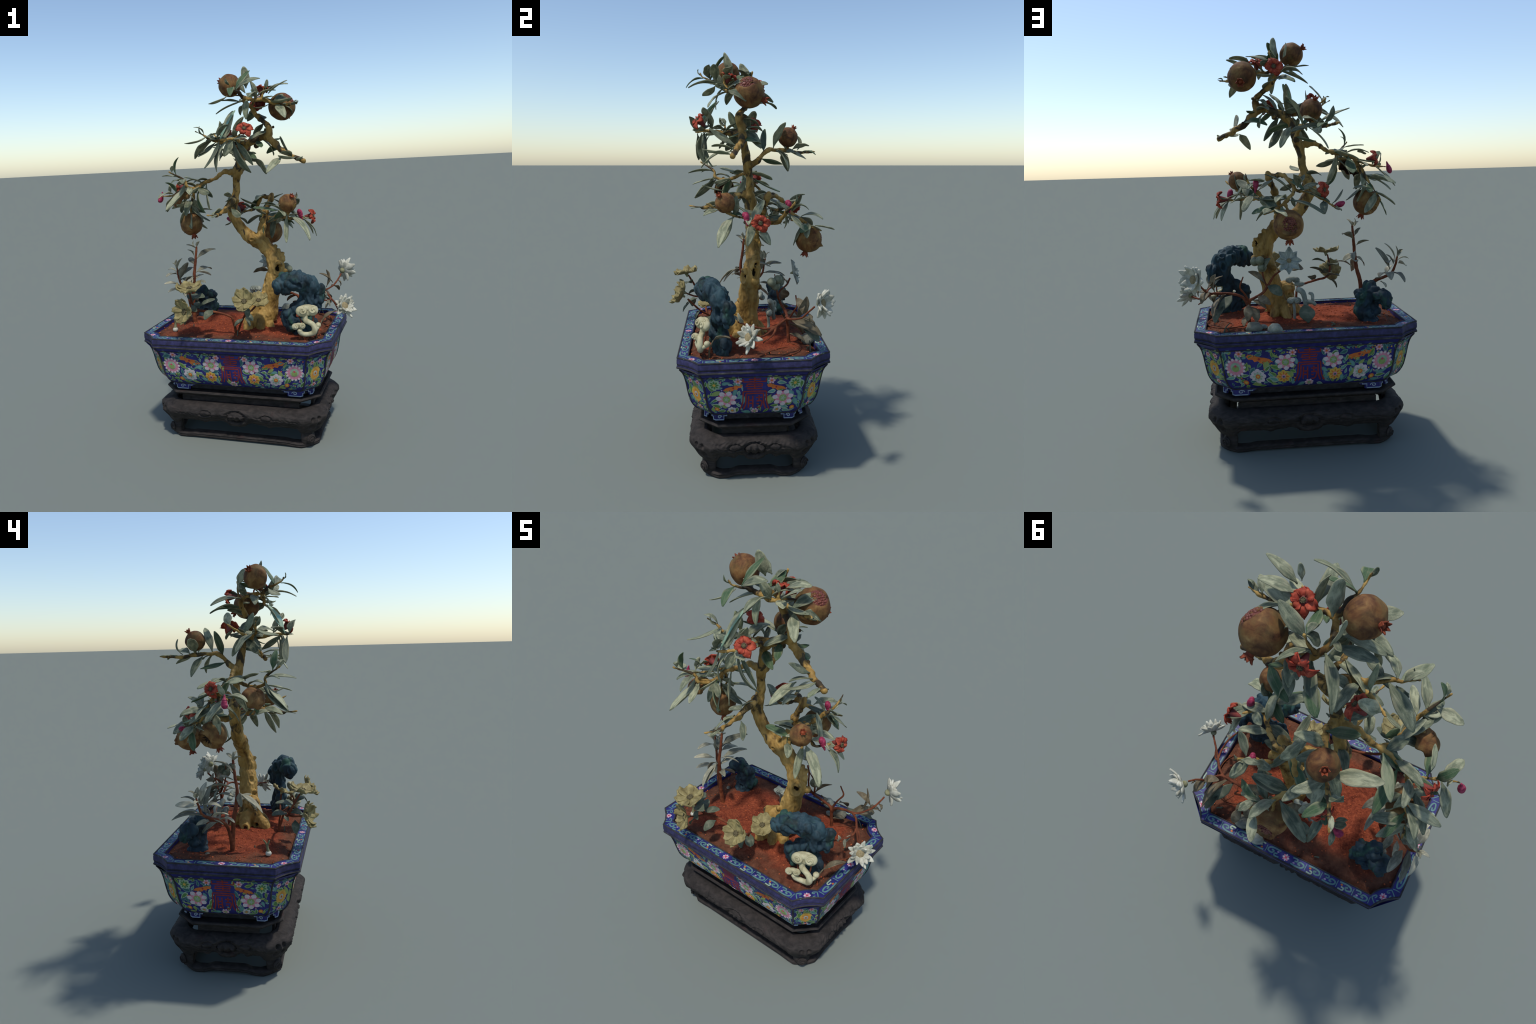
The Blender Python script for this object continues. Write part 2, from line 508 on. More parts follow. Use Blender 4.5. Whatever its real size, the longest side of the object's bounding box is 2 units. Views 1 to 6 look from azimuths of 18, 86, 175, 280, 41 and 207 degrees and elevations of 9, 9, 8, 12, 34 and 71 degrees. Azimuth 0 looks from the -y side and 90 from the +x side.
def dents(P, Nn, holes):
    """Push hollows into a skin: holes = (centre, (rx,ry,rz), depth)."""
    for c, r, d in holes:
        q = np.linalg.norm((P - np.array(c)) / np.array(r), axis=1)
        w = np.clip(1 - q, 0, 1)
        w = w * w * (3 - 2 * w)
        near = q < 1
        if near.any():
            n = nrm(Nn[near].mean(0))
            P = P - w[:, None] * n * d
            ring = np.exp(-((q - 1.0) / 0.22) ** 2)
            P = P + ring[:, None] * Nn * d * 0.12
    return P


def finish_mesh(me, mats, smooth=True):
    me.materials.clear()
    for m in mats:
        me.materials.append(M[m])
    me.polygons.foreach_set("use_smooth", [smooth] * len(me.polygons))
    me.update()


def empty(name, loc, label=None, category=None):
    e = bpy.data.objects.new(name, None)
    e.empty_display_size = 0.1
    COL.objects.link(e)
    e.location = loc
    WORLD[e.name] = Matrix.Translation(loc)
    if label:
        e["label"], e["category"] = label, category
    return e


# ------------------------------------------------------------------ octagonal outlines
def octagon(a, b, c, d=0.0, scoop=0.0, per_side=6, per_cut=4, shrink=0.5858):
    """Rectangle a x b (half sizes) with corners cut by c, inset by d.  Returns list of
    (x, y, side, s): side 0..7 counter clockwise from the front (-y), s in -1..1."""
    a, b, c = a - d, b - d, c - (0.12 * d + 1.6 * d * d if shrink == 0.12 else shrink * d)
    C = [(-a + c, -b), (a - c, -b), (a, -b + c), (a, b - c), (a - c, b), (-a + c, b), (-a, b - c), (-a, -b + c)]
    out = []
    for k in range(8):
        p, q = np.array(C[k]), np.array(C[(k + 1) % 8])
        cut = k % 2 == 1
        n = per_cut if cut else per_side
        inward = -nrm(p + q) if cut else 0
        for i in range(n):
            t = i / n
            r = p + (q - p) * t
            if cut and scoop:
                r = r + inward * scoop * math.sin(math.pi * t) ** 0.8
            out.append((r[0], r[1], k, 2 * t - 1))
    return out


def loft(rings, close_bottom=False, close_top=False):
    n = len(rings[0])
    vs = [p for r in rings for p in r]
    fs = []
    for i in range(len(rings) - 1):
        for k in range(n):
            k2 = (k + 1) % n
            fs.append((i * n + k, i * n + k2, (i + 1) * n + k2, (i + 1) * n + k))
    if close_bottom:
        fs.append(tuple(range(n - 1, -1, -1)))
    if close_top:
        fs.append(tuple((len(rings) - 1) * n + k for k in range(n)))
    return vs, fs


# ------------------------------------------------------------------ stand
SC = V(-0.046, -0.010)


def build_stand():
    top = empty("carved_wooden_stand", (SC[0], SC[1], 0), "dark carved hardwood stand with low curled legs", "wooden stand")
    at = Matrix.Translation((SC[0], SC[1], 0))

    # tray on which the planter rests
    A, B, C = 0.449, 0.265, 0.092
    prof = [(0.062, 0.236), (0.054, 0.240), (0.040, 0.246), (0.024, 0.251), (0.011, 0.256), (0.003, 0.262), (0.0, 0.268), (0.003, 0.275), (0.010, 0.277), (0.016, 0.273), (0.03, 0.2705)]
    rings = [[(x, y, z) for x, y, _, _ in octagon(A, B, C, d)] for d, z in prof]
    vs, fs = loft(rings, True, True)
    put("tray", mesh_of("tray", Geo().add(vs, fs), ["wood"], True, 35), top, at)
    # waist: four side walls, open at the cut corners
    g = Geo()
    for side in (0, 2, 4, 6):
        o = [(x, y, s) for x, y, k, s in octagon(A, B, C, 0.046) if k == side]
        o2 = [(x, y) for x, y, k, s in octagon(A, B, C, 0.046) if k == (side + 1) % 8][:1]
        line = [(x, y) for x, y, s in o] + o2
        inn = [(x * 0.955, y * 0.93) for x, y in line]
        r0 = [(x, y, 0.190) for x, y in line] + [(x, y, 0.190) for x, y in reversed(inn)]
        r1 = [(x, y, 0.2395) for x, y in line] + [(x, y, 0.2395) for x, y in reversed(inn)]
        g.add(*loft([r0, r1], True, True))
    core = [[(x, y, z) for x, y, _, _ in octagon(A, B, C, 0.13)] for z in (0.188, 0.2385)]
    g.add(*loft(core, True, True))
    put("waist", mesh_of("waist", g, ["wood"], True, 30), top, at)

    # bulging apron with scalloped lower edge and carved relief
    A, B, C = 0.481, 0.309, 0.108
    prof = [(0.092, 0.196), (0.088, 0.209), (0.072, 0.2130), (0.056, 0.2125), (0.037, 0.2085), (0.018, 0.201), (0.006, 0.191), (0.0, 0.180), (0.0, 0.169), (0.005, 0.158), (0.014, 0.146), (0.023, 0.135), (0.031, 0.125), (0.039, 0.116)]
    PS, PC = 110, 30
    mid = octagon(A, B, C, 0, 0, PS, PC)

    def scallop(k, s):
        if k % 2 == 1:
            return -0.022 - 0.006 * (1 - s * s)
        half = A if k in (0, 4) else B
        u = abs(s) * half
        lob = -0.018 * max(0, 1 - (u / 0.085) ** 4)
        lob += -0.010 * math.exp(-((u - half * 0.52) / 0.028) ** 2)
        lob += 0.008 * math.exp(-((u - 0.125) / 0.03) ** 2)
        q = max(0, 1 - (1 - abs(s)) * (half - C) / 0.030)
        lob += -0.022 * q * q * (3 - 2 * q)
        return lob

    def relief(k, s, zz):
        """height of the carving (metres) on the bulge; zz 0 bottom..1 top"""
        half = {0: A - C, 4: A - C, 2: B - C, 6: B - C}.get(k, 0.08)
        u = s * half
        w = (zz - 0.5) * 0.085
        h = 0.0
        if k % 2 == 1:  # mask like carving on the corners
            for cu in (-0.019, 0.019):
                q = math.hypot((u - cu) / 0.014, (w - 0.012) / 0.012)
                h -= 0.010 * max(0, 1 - q * q)
                q = math.hypot((u - cu * 1.25) / 0.018, (w + 0.018) / 0.013)
                h -= 0.009 * max(0, 1 - q * q)
            h += 0.006 * math.exp(-(u / 0.008) ** 2 - ((w - 0.002) / 0.022) ** 2)
            return h
        # central bat medallion
        q = math.hypot(u / 0.062, w / 0.030)
        h -= 0.009 * math.exp(-((q - 0.92) / 0.16) ** 2)
        if q < 0.85:
            h += -0.008 + 0.009 * abs(math.cos(u * 95)) * max(0, 1 - abs(w - 0.004 + abs(u) * 0.2) / 0.024)
        for cu in (-0.024, 0.024):
            qq = math.hypot((u - cu) / 0.013, (w + 0.019) / 0.008)
            h -= 0.012 * max(0, 1 - qq * qq)
        # hearts and curls
        for cu in (-half * 0.47, half * 0.47):
            q = math.hypot((u - cu) / 0.030, (w - 0.008) / 0.014)
            h -= 0.006 * math.exp(-((q - 1) / 0.22) ** 2)
        fade = 1 if q > 1 else 0.3
        h += fade * 0.0022 * math.sin(u * 150 + 4 * math.sin(w * 95)) * math.cos(w * 130 + 3 * math.sin(u * 70))
        return h

    fine = catmull(prof, 5)
    rings = []
    for d, z in fine:
        ring = []
        for x, y, k, s in octagon(A, B, C, d, -0.012, PS, PC):
            zz = min(1, max(0, (z - 0.118) / 0.09))
            low = (1 - zz) ** 2
            n = nrm(V(x / A, y / B))
            h = relief(k, s, zz) * 1.5 * min(1, 3.5 * math.sin(math.pi * min(1, zz * 0.92 + 0.06))) if z < 0.2105 else 0
            jit = 0.0018 * noise.noise(Vector((x * 30, y * 30, z * 40)))
            ring.append((x + n[0] * (h + jit), y + n[1] * (h + jit), z + scallop(k, s) * low))
        rings.append(ring)
    # inner face
    for d, z in ((0.050, 0.119), (0.040, 0.14), (0.028, 0.17), (0.05, 0.190), (0.092, 0.196)):
        rings.append([(x, y, z + (scallop(k, s) if z < 0.13 else 0)) for x, y, k, s in octagon(A, B, C, d + 0.012, -0.012, PS, PC)])
    vs, fs = loft(rings)
    put("apron", mesh_of("apron", Geo().add(vs, fs), ["wood"], True, 50), top, at)

    # legs: knobbed feet with a scroll face
    for sx in (-1, 1):
        for sy in (-1, 1):
            g = Geo()
            diag = nrm(V(sx, sy))
            per = V(-diag[1], diag[0])
            rings = []
            for z, r, push in ((0.165, 0.044, 0.004), (0.14, 0.042, 0.008), (0.118, 0.037, 0.004), (0.098, 0.032, -0.002), (0.08, 0.033, 0.0), (0.062, 0.038, 0.004), (0.045, 0.039, 0.006), (0.030, 0.034, 0.002), (0.018, 0.036, 0.0)):
                ring = []
                for i in range(20):
                    t = 2 * math.pi * i / 20
                    rr = r * (1 + 0.10 * math.cos(4 * t))
                    q = per * math.cos(t) * rr + diag * (math.sin(t) * rr * 0.85 + push)
                    ring.append((sx * 0.375 + q[0], sy * 0.213 + q[1], z))
                rings.append(ring)
            g.add(*loft(rings, True, True))
            # scroll disc on the outer face
            c = V(sx * 0.375, sy * 0.213, 0.052) + V(*(diag * 0.036), 0)
            F = frame(V(diag[0], diag[1], 0))
            g.add(*ball(c, (0.026, 0.026, 0.010), 18, 8, F))
            sp = [c + F @ V(0.021 * (1 - t / 11) * math.cos(t * sx), 0.021 * (1 - t / 11) * math.sin(t * sx), 0.008 + t * 0.0003) for t in np.linspace(0, 9.5, 26)]
            g.add(*tube(sp, 0.0032, 6, 2))
            put("leg", mesh_of("leg", g, ["wood"], True, 40), top, at)

    # low stretcher frame
    A, B, C = 0.432, 0.253, 0.082
    PS, PC = 40, 10
    def lift(k, s):
        if k % 2 == 1:
            return 0.0
        half = (A if k in (0, 4) else B) - C
        e = (1 - abs(s)) * half
        t = min(1, max(0, (e - 0.035) / 0.055))
        return (0.006 if k in (0, 4) else 0.013) * t * t * (3 - 2 * t)
    rings = []
    for d, z in ((0.004, 0.0), (0.0, 0.006), (0.002, 0.012), (-0.001, 0.018), (0.004, 0.025), (0.012, 0.027), (0.044, 0.027), (0.050, 0.020), (0.050, 0.004), (0.045, 0.0), (0.004, 0.0)):
        ring = []
        for x, y, k, s in octagon(A, B, C, d, -0.010, PS, PC):
            j = 0.0012 * noise.noise(Vector((x * 40, y * 40, z * 60)))
            ring.append((x * (1 + j), y * (1 + j), max(0, z + lift(k, s) + (j if z > 0.01 else 0))))
        rings.append(ring)
    vs, fs = loft(rings)
    put("stretcher", mesh_of("stretcher", Geo().add(vs, fs), ["wood"], True, 45), top, at)
    return top


# ------------------------------------------------------------------ planter
PCX, PCY = -0.047, -0.0115
POT_AT = Matrix.Translation((PCX, PCY, 0))
PA, PB, PCUT, WCUT = 0.529, 0.353, 0.100, 0.094
WALL = [(0.122, 0.312), (0.103, 0.321), (0.083, 0.336), (0.066, 0.359), (0.054, 0.390), (0.0455, 0.432), (0.038, 0.480), (0.029, 0.517), (0.018, 0.538), (0.009, 0.548), (0.002, 0.555)]
RIM = [(0.0005, 0.5565), (0.0005, 0.566), (0.005, 0.568), (0.005, 0.573), (-0.0008, 0.575), (-0.0005, 0.594), (0.002, 0.602), (0.006, 0.604)]
_wz = np.array([z for _, z in WALL])
_wd = np.array([d for d, _ in WALL])


def tilt(y, z):
    return z + 0.016 * y * max(0, (z - 0.3) / 0.3)


def wall_point(side, u, z, off):
    """Point on planter wall: side 0..7, u metres along it from its middle, height z, lifted by off."""
    d = float(np.interp(z, _wz, _wd))
    slope = (np.interp(z + 0.004, _wz, _wd) - np.interp(z - 0.004, _wz, _wd)) / 0.008
    a, b, c = PA - d, PB - d, WCUT - 0.12 * d - 1.6 * d * d
    C = [V(-a + c, -b), V(a - c, -b), V(a, -b + c), V(a, b - c), V(a - c, b), V(-a + c, b), V(-a, b - c), V(-a, -b + c)]
    p, q = C[side], C[(side + 1) % 8]
    t = nrm(q - p)
    n = V(t[1], -t[0])
    half = np.linalg.norm(q - p) / 2
    ref = np.linalg.norm(V(*(V(PA - 0.05, PB - 0.05) - (PCUT - 0.029)))) if False else {0: PA - PCUT - 0.030, 4: PA - PCUT - 0.030, 2: PB - PCUT - 0.030, 6: PB - PCUT - 0.030}.get(side, (WCUT - 0.006) * 0.7071)
    m = (p + q) / 2 + t * u * half / ref
    k = 1 / math.sqrt(1 + slope * slope)
    r = m + n * off * k
    return V(r[0], r[1], tilt(r[1], z + off * slope * k))


def half_width(side):
    return {0: PA - PCUT - 0.030, 4: PA - PCUT - 0.030, 2: PB - PCUT - 0.030, 6: PB - PCUT - 0.030}.get(side, (WCUT - 0.006) * 0.7071)


class Enamel:
    """Collects small raised enamel cells on a wall of the planter."""

    def __init__(self, side, zc=0.432):
        self.side, self.g, self.mats = side, Geo(), []

    def mi(self, m):
        if m not in self.mats:
            self.mats.append(m)
        return self.mats.index(m)

    def cell(self, outline, mat, off, centre=None):
        """outline: 2D points (u, z).  Domed plate with its own edge."""
        P = np.array(outline, float)
        c = P.mean(0) if centre is None else np.array(centre)
        n = len(P)
        vs = [wall_point(self.side, c[0], c[1], off * 1.15)]
        for f, o in ((0.5, off * 1.1), (0.94, off), (1.0, -0.0006)):
            vs += [wall_point(self.side, *(c + (p - c) * f), o) for p in P]
        fs = []
        for k in range(n):
            k2 = (k + 1) % n
            fs.append((0, 1 + k, 1 + k2))
            for r in (0, 1):
                a = 1 + r * n
                fs.append((a + k, a + n + k, a + n + k2, a + k2))
        self.g.add(vs, fs, self.mi(mat))

    def disc(self, u, z, r, mat, off, n=14, ry=None):
        ry = ry or r
        self.cell([(u + r * math.cos(t), z + ry * math.sin(t)) for t in np.linspace(0, 2 * math.pi, n, endpoint=False)], mat, off)

    def petals(self, u, z, r0, r1, n, w, mat, off, ph=0.0, squash=1.0, notch=0.0):
        for i in range(n):
            t = ph + 2 * math.pi * i / n
            d, e = V(math.cos(t), math.sin(t)), V(-math.sin(t), math.cos(t))
            o = []
            for q in np.linspace(0, 2 * math.pi, 12, endpoint=False):
                rr = (r0 + r1) / 2 + (r1 - r0) / 2 * math.cos(q) * (1 - notch * (abs(q) < 0.01))
                p = d * rr + e * w * math.sin(q)
                o.append((u + p[0], z + p[1] * squash))
            self.cell(o, mat, off)

    def leaf(self, u, z, ang, L, w, edge, fill, off, bend=0.0):
        d, e = V(math.cos(ang), math.sin(ang)), V(-math.sin(ang), math.cos(ang))

        def shape(k, kl):
            top, bot = [], []
            for t in np.linspace(0, 1, 6):
                wd = w * k * (math.sin(math.pi * t ** 0.75) + 0.02)
                c = d * (L * ((t - 0.5) * kl + 0.5)) + e * bend * L * t * t
                top.append((u + c[0] + e[0] * wd, z + c[1] + e[1] * wd))
                bot.append((u + c[0] - e[0] * wd, z + c[1] - e[1] * wd))
            return top + bot[::-1]
        self.cell(shape(1, 1), edge, off)
        self.cell(shape(0.55, 0.78), fill, off * 1.5)

    def ribbon(self, pts, w, mat, off):
        P = catmull(pts, 4)
        T = np.gradient(P, axis=0)
        T /= np.linalg.norm(T, axis=1)[:, None] + 1e-9
        Nn = np.column_stack([-T[:, 1], T[:, 0]])
        vs = []
        for p, n in zip(P, Nn):
            for f, o in ((-1, -0.0005), (-0.8, off), (0.8, off), (1, -0.0005)):
                vs.append(wall_point(self.side, *(p + n * w * f), o))
        fs = [(i * 4 + j, i * 4 + j + 1, i * 4 + j + 5, i * 4 + j + 4) for i in range(len(P) - 1) for j in range(3)]
        fs = [f[::-1] for f in fs]
        self.g.add(vs, fs, self.mi(mat))

    def done(self, name, parent, kind=None):
        me = mesh_of(name, self.g, self.mats, True, 40)
        # make every cell face outwards
        return put(name, me, parent, POT_AT, kind)


def flower(parent, side, u, z, r, style):
    e = Enamel(side)
    o = 0.0012
    if style == "lotus":       # big pink rosette, green heart
        e.disc(u, z, r * 0.86, "e_rose", o, 20)
        e.petals(u, z, r * 0.42, r, 14, r * 0.20, "e_pink", o * 1.4)
        e.petals(u, z, r * 0.72, r * 1.02, 14, r * 0.13, "e_white", o * 1.9)
        e.disc(u, z + r * 0.05, r * 0.52, "e_pale", o * 2.2, 16)
        e.disc(u, z - r * 0.08, r * 0.36, "e_lime", o * 2.6, 14)
        e.disc(u, z + r * 0.18, r * 0.13, "e_rose", o * 3.0, 10)
    elif style == "peony":     # loose pink and green blossom
        e.petals(u, z, r * 0.2, r * 1.02, 7, r * 0.40, "e_rose", o, 0.3, 0.85)
        e.petals(u, z, r * 0.35, r * 1.1, 7, r * 0.30, "e_white", o * 1.5, 0.3, 0.85)
        e.petals(u, z, r * 0.15, r * 0.75, 7, r * 0.20, "e_pink", o * 1.9, 0.3 + 0.45, 0.85)
        e.disc(u, z, r * 0.42, "e_lime", o * 2.3, 14)
        e.petals(u, z, 0, r * 0.3, 5, r * 0.07, "e_pale", o * 2.7)
    elif style == "daisy":     # white petals, pinkish shade
        e.petals(u, z, r * 0.15, r, 8, r * 0.34, "e_white", o)
        e.petals(u, z, r * 0.2, r * 0.62, 8, r * 0.13, "e_pale", o * 1.6)
        e.disc(u, z, r * 0.30, "e_orange", o * 2.1, 12)
        e.disc(u, z, r * 0.15, "e_yellow", o * 2.5, 10)
    elif style == "yellow":
        e.petals(u, z, r * 0.15, r, 8, r * 0.33, "e_yellow", o)
        e.petals(u, z, r * 0.3, r * 0.75, 8, r * 0.10, "e_orange", o * 1.6)
        e.disc(u, z, r * 0.32, "e_pink", o * 2.1, 12)
        e.disc(u, z, r * 0.16, "e_dteal", o * 2.5, 10)
    elif style == "sun":       # tall yellow sunflower of the cut corners
        e.petals(u, z, r * 0.3, r, 22, r * 0.13, "e_yellow", o, 0, 1.3)
        e.disc(u, z, r * 0.78, "e_yellow", o * 1.3, 22, r * 1.0)
        e.petals(u, z, r * 0.35, r * 0.72, 22, r * 0.03, "e_orange", o * 1.7, 0.1, 1.3)
        e.disc(u, z, r * 0.36, "e_sky", o * 2.0, 14, r * 0.46)
        e.disc(u, z, r * 0.22, "e_yellow", o * 2.4, 12, r * 0.3)
        e.disc(u, z, r * 0.12, "e_dred", o * 2.8, 10, r * 0.17)
    elif style == "small":
        e.petals(u, z, r * 0.1, r, 6, r * 0.36, "e_pink", o)
        e.petals(u, z, r * 0.4, r * 1.0, 6, r * 0.16, "e_white", o * 1.5)
        e.disc(u, z, r * 0.30, "e_orange", o * 2.0, 10)
    elif style == "green":
        e.petals(u, z, r * 0.15, r, 8, r * 0.32, "e_pale", o)
        e.petals(u, z, r * 0.2, r * 0.7, 8, r * 0.14, "e_green", o * 1.6)
        e.disc(u, z, r * 0.24, "e_yellow", o * 2.1, 10)
    elif style == "dot":
        e.disc(u, z, r, "e_orange", o, 12)
        e.disc(u, z, r * 0.55, "e_yellow", o * 1.5, 10)
    return e.done("enamel_flower", parent)


def bat(parent, side, u, z, w, flip):
    e = Enamel(side)
    o = 0.0013
    f = -1 if flip else 1
    wing = [(-1.0, 0.35), (-0.62, 0.55), (-0.25, 0.30), (0.05, 0.18), (0.35, 0.12), (0.75, -0.05), (1.0, -0.42), (0.72, -0.30), (0.55, -0.55), (0.30, -0.32), (0.08, -0.52), (-0.15, -0.22), (-0.42, -0.30), (-0.55, 0.02), (-0.85, 0.0)]
    e.cell([(u + f * x * w, z + y * w * 0.75) for x, y in wing], "e_orange", o, (u + f * 0.02 * w, z - 0.03 * w))
    for x, y, a in ((-0.55, 0.22, 0.5), (0.55, -0.22, -0.6), (0.15, -0.2, -1.2)):
        e.leaf(u + f * x * w, z + y * w * 0.75, a if not flip else math.pi - a, w * 0.32, w * 0.07, "e_yellow", "e_dred", o * 1.6)
    e.disc(u + f * -0.05 * w, z + 0.0, w * 0.10, "e_dred", o * 2.2, 8)
    return e.done("enamel_bat", parent)


def long_life_sign(parent, side):
    """The tall seal character in the middle of each long and short wall."""
    e = Enamel(side)
    e.cell([(-0.052, 0.520), (-0.055, 0.43), (-0.071, 0.352), (0.071, 0.352), (0.055, 0.43), (0.052, 0.520)], "cobalt", 0.0006)
    o, w, m = 0.0016, 0.0038, "e_red"
    R = lambda pts: e.ribbon(pts, w, m, o)
    R([(0, 0.527), (0, 0.497)])
    for z, h in ((0.514, 0.026), (0.502, 0.050), (0.490, 0.034), (0.478, 0.050), (0.466, 0.034)):
        R([(-h, z), (0, z), (h, z)])
    R([(-0.050, 0.502), (-0.050, 0.518)])
    R([(0.050, 0.502), (0.050, 0.518)])
    R([(-0.034, 0.490), (-0.034, 0.478)])
    R([(0.034, 0.490), (0.034, 0.478)])
    R([(0, 0.490), (0, 0.466)])
    R([(-0.052, 0.452), (0, 0.453), (0.052, 0.452)])
    for s in (-1, 1):
        R([(s * 0.052, 0.452), (s * 0.054, 0.42), (s * 0.058, 0.39), (s * 0.071, 0.356)])
        R([(s * 0.040, 0.441), (s * 0.041, 0.41), (s * 0.044, 0.385), (s * 0.054, 0.358)])
    R([(-0.040, 0.441), (0, 0.442), (0.040, 0.441)])
    R([(-0.028, 0.430), (-0.029, 0.40), (-0.031, 0.366)])
    R([(-0.009, 0.430), (-0.009, 0.40), (-0.009, 0.366)])
    R([(-0.028, 0.407), (-0.009, 0.407)])
    R([(-0.028, 0.390), (-0.009, 0.390)])
    R([(0.006, 0.420), (0.034, 0.420)])
    R([(0.020, 0.432), (0.020, 0.402)])
    R([(0.008, 0.402), (0.032, 0.402), (0.033, 0.384), (0.026, 0.368), (0.010, 0.366)])
    R([(0.008, 0.388), (0.020, 0.386)])
    return e.done("enamel_character", parent)


def scatter_leaves(parent, side, keep_out, rnd):
    """Foliage and tendrils fill the ground between the blossoms."""
    e = Enamel(side)
    H = half_width(side)
    cols = [("e_pale", "e_green"), ("e_lime", "e_green"), ("e_turq", "e_dteal"), ("e_turq", "e_teal"), ("e_pale", "e_teal"), ("e_lime", "e_lime")]
    placed = []
    step = 0.044
    n = max(1, int((H - 0.02) / step))
    for s in (-1, 1):
        for i in range(n):
            u0, z0 = s * (0.022 + (i + 0.15) * (H - 0.03) / n), 0.5235
            if any(math.hypot(u0 + s * 0.02 - a, z0 - b) < r for a, b, r in keep_out):
                continue
            for da, L in ((-0.10, 0.034), (-0.75, 0.024), (0.35, 0.020)):
                an = da if s > 0 else math.pi - da
                ed, fi = rnd.choice(cols)
                e.leaf(u0, z0, an, L, L * 0.24, ed, fi, 0.0009, rnd.uniform(-0.2, 0.2))
                for t in (0.1, 0.5, 0.9):
                    placed.append((u0 + math.cos(an) * L * t, z0 + math.sin(an) * L * t))
    ring = [(a + r * math.cos(t), z + r * math.sin(t)) for a, z, r in keep_out for t in np.linspace(0, 6.283, max(4, int(r / 0.004)), endpoint=False) if r > 0.013]
    tries = 0
    while tries < 3400:
        tries += 1
        if tries < 900 and ring:      # leaves spring from the blossoms
            u, z = rnd.choice(ring)
            u, z = u + rnd.uniform(-0.004, 0.004), z + rnd.uniform(-0.004, 0.004)
        else:
            u, z = rnd.uniform(-H + 0.004, H - 0.004), rnd.uniform(0.334, 0.530)
        L = rnd.uniform(0.034, 0.058) if tries < 1200 else rnd.uniform(0.020, 0.038)
        ang = rnd.uniform(0, 2 * math.pi)
        gap = 0.0095 if tries < 1200 else 0.0072
        ok = True
        for t in (0.1, 0.4, 0.7, 1.0):
            x, y = u + math.cos(ang) * L * t, z + math.sin(ang) * L * t
            if abs(x) > H - 0.004 or not 0.330 < y < 0.534:
                ok = False
                break
            if any(math.hypot(x - a, (y - b)) < r * 0.80 for a, b, r in keep_out) or any(math.hypot(x - a, y - b) < gap for a, b in placed):
                ok = False
                break
        if not ok:
            continue
        for t in (0.1, 0.4, 0.7, 0.95):
            placed.append((u + math.cos(ang) * L * t, z + math.sin(ang) * L * t))
        ed, fi = rnd.choice(cols)
        e.leaf(u, z, ang, L, L * rnd.uniform(0.20, 0.28), ed, fi, 0.0009, rnd.uniform(-0.3, 0.3))
    for _ in range(int(H * 900)):
        u, z = rnd.uniform(-H + 0.01, H - 0.01), rnd.uniform(0.342, 0.525)
        if any(math.hypot(u - a, z - b) < r * 0.9 for a, b, r in keep_out) or any(math.hypot(u - a, z - b) < 0.0075 for a, b in placed):
            continue
        placed.append((u, z))
        if rnd.random() < 0.5:
            e.disc(u, z, 0.004, rnd.choice(("e_orange", "e_pink", "e_yellow", "e_lilac")), 0.0009, 8)
        else:
            s = rnd.choice((-1, 1))
            e.ribbon([(u + 0.009 * (1 - t / 7) * math.cos(s * t), z + 0.009 * (1 - t / 7) * math.sin(s * t)) for t in np.linspace(0, 5, 8)], 0.0014, rnd.choice(("e_lime", "e_turq")), 0.0008)
    return e.done("enamel_foliage", parent, "stuff")


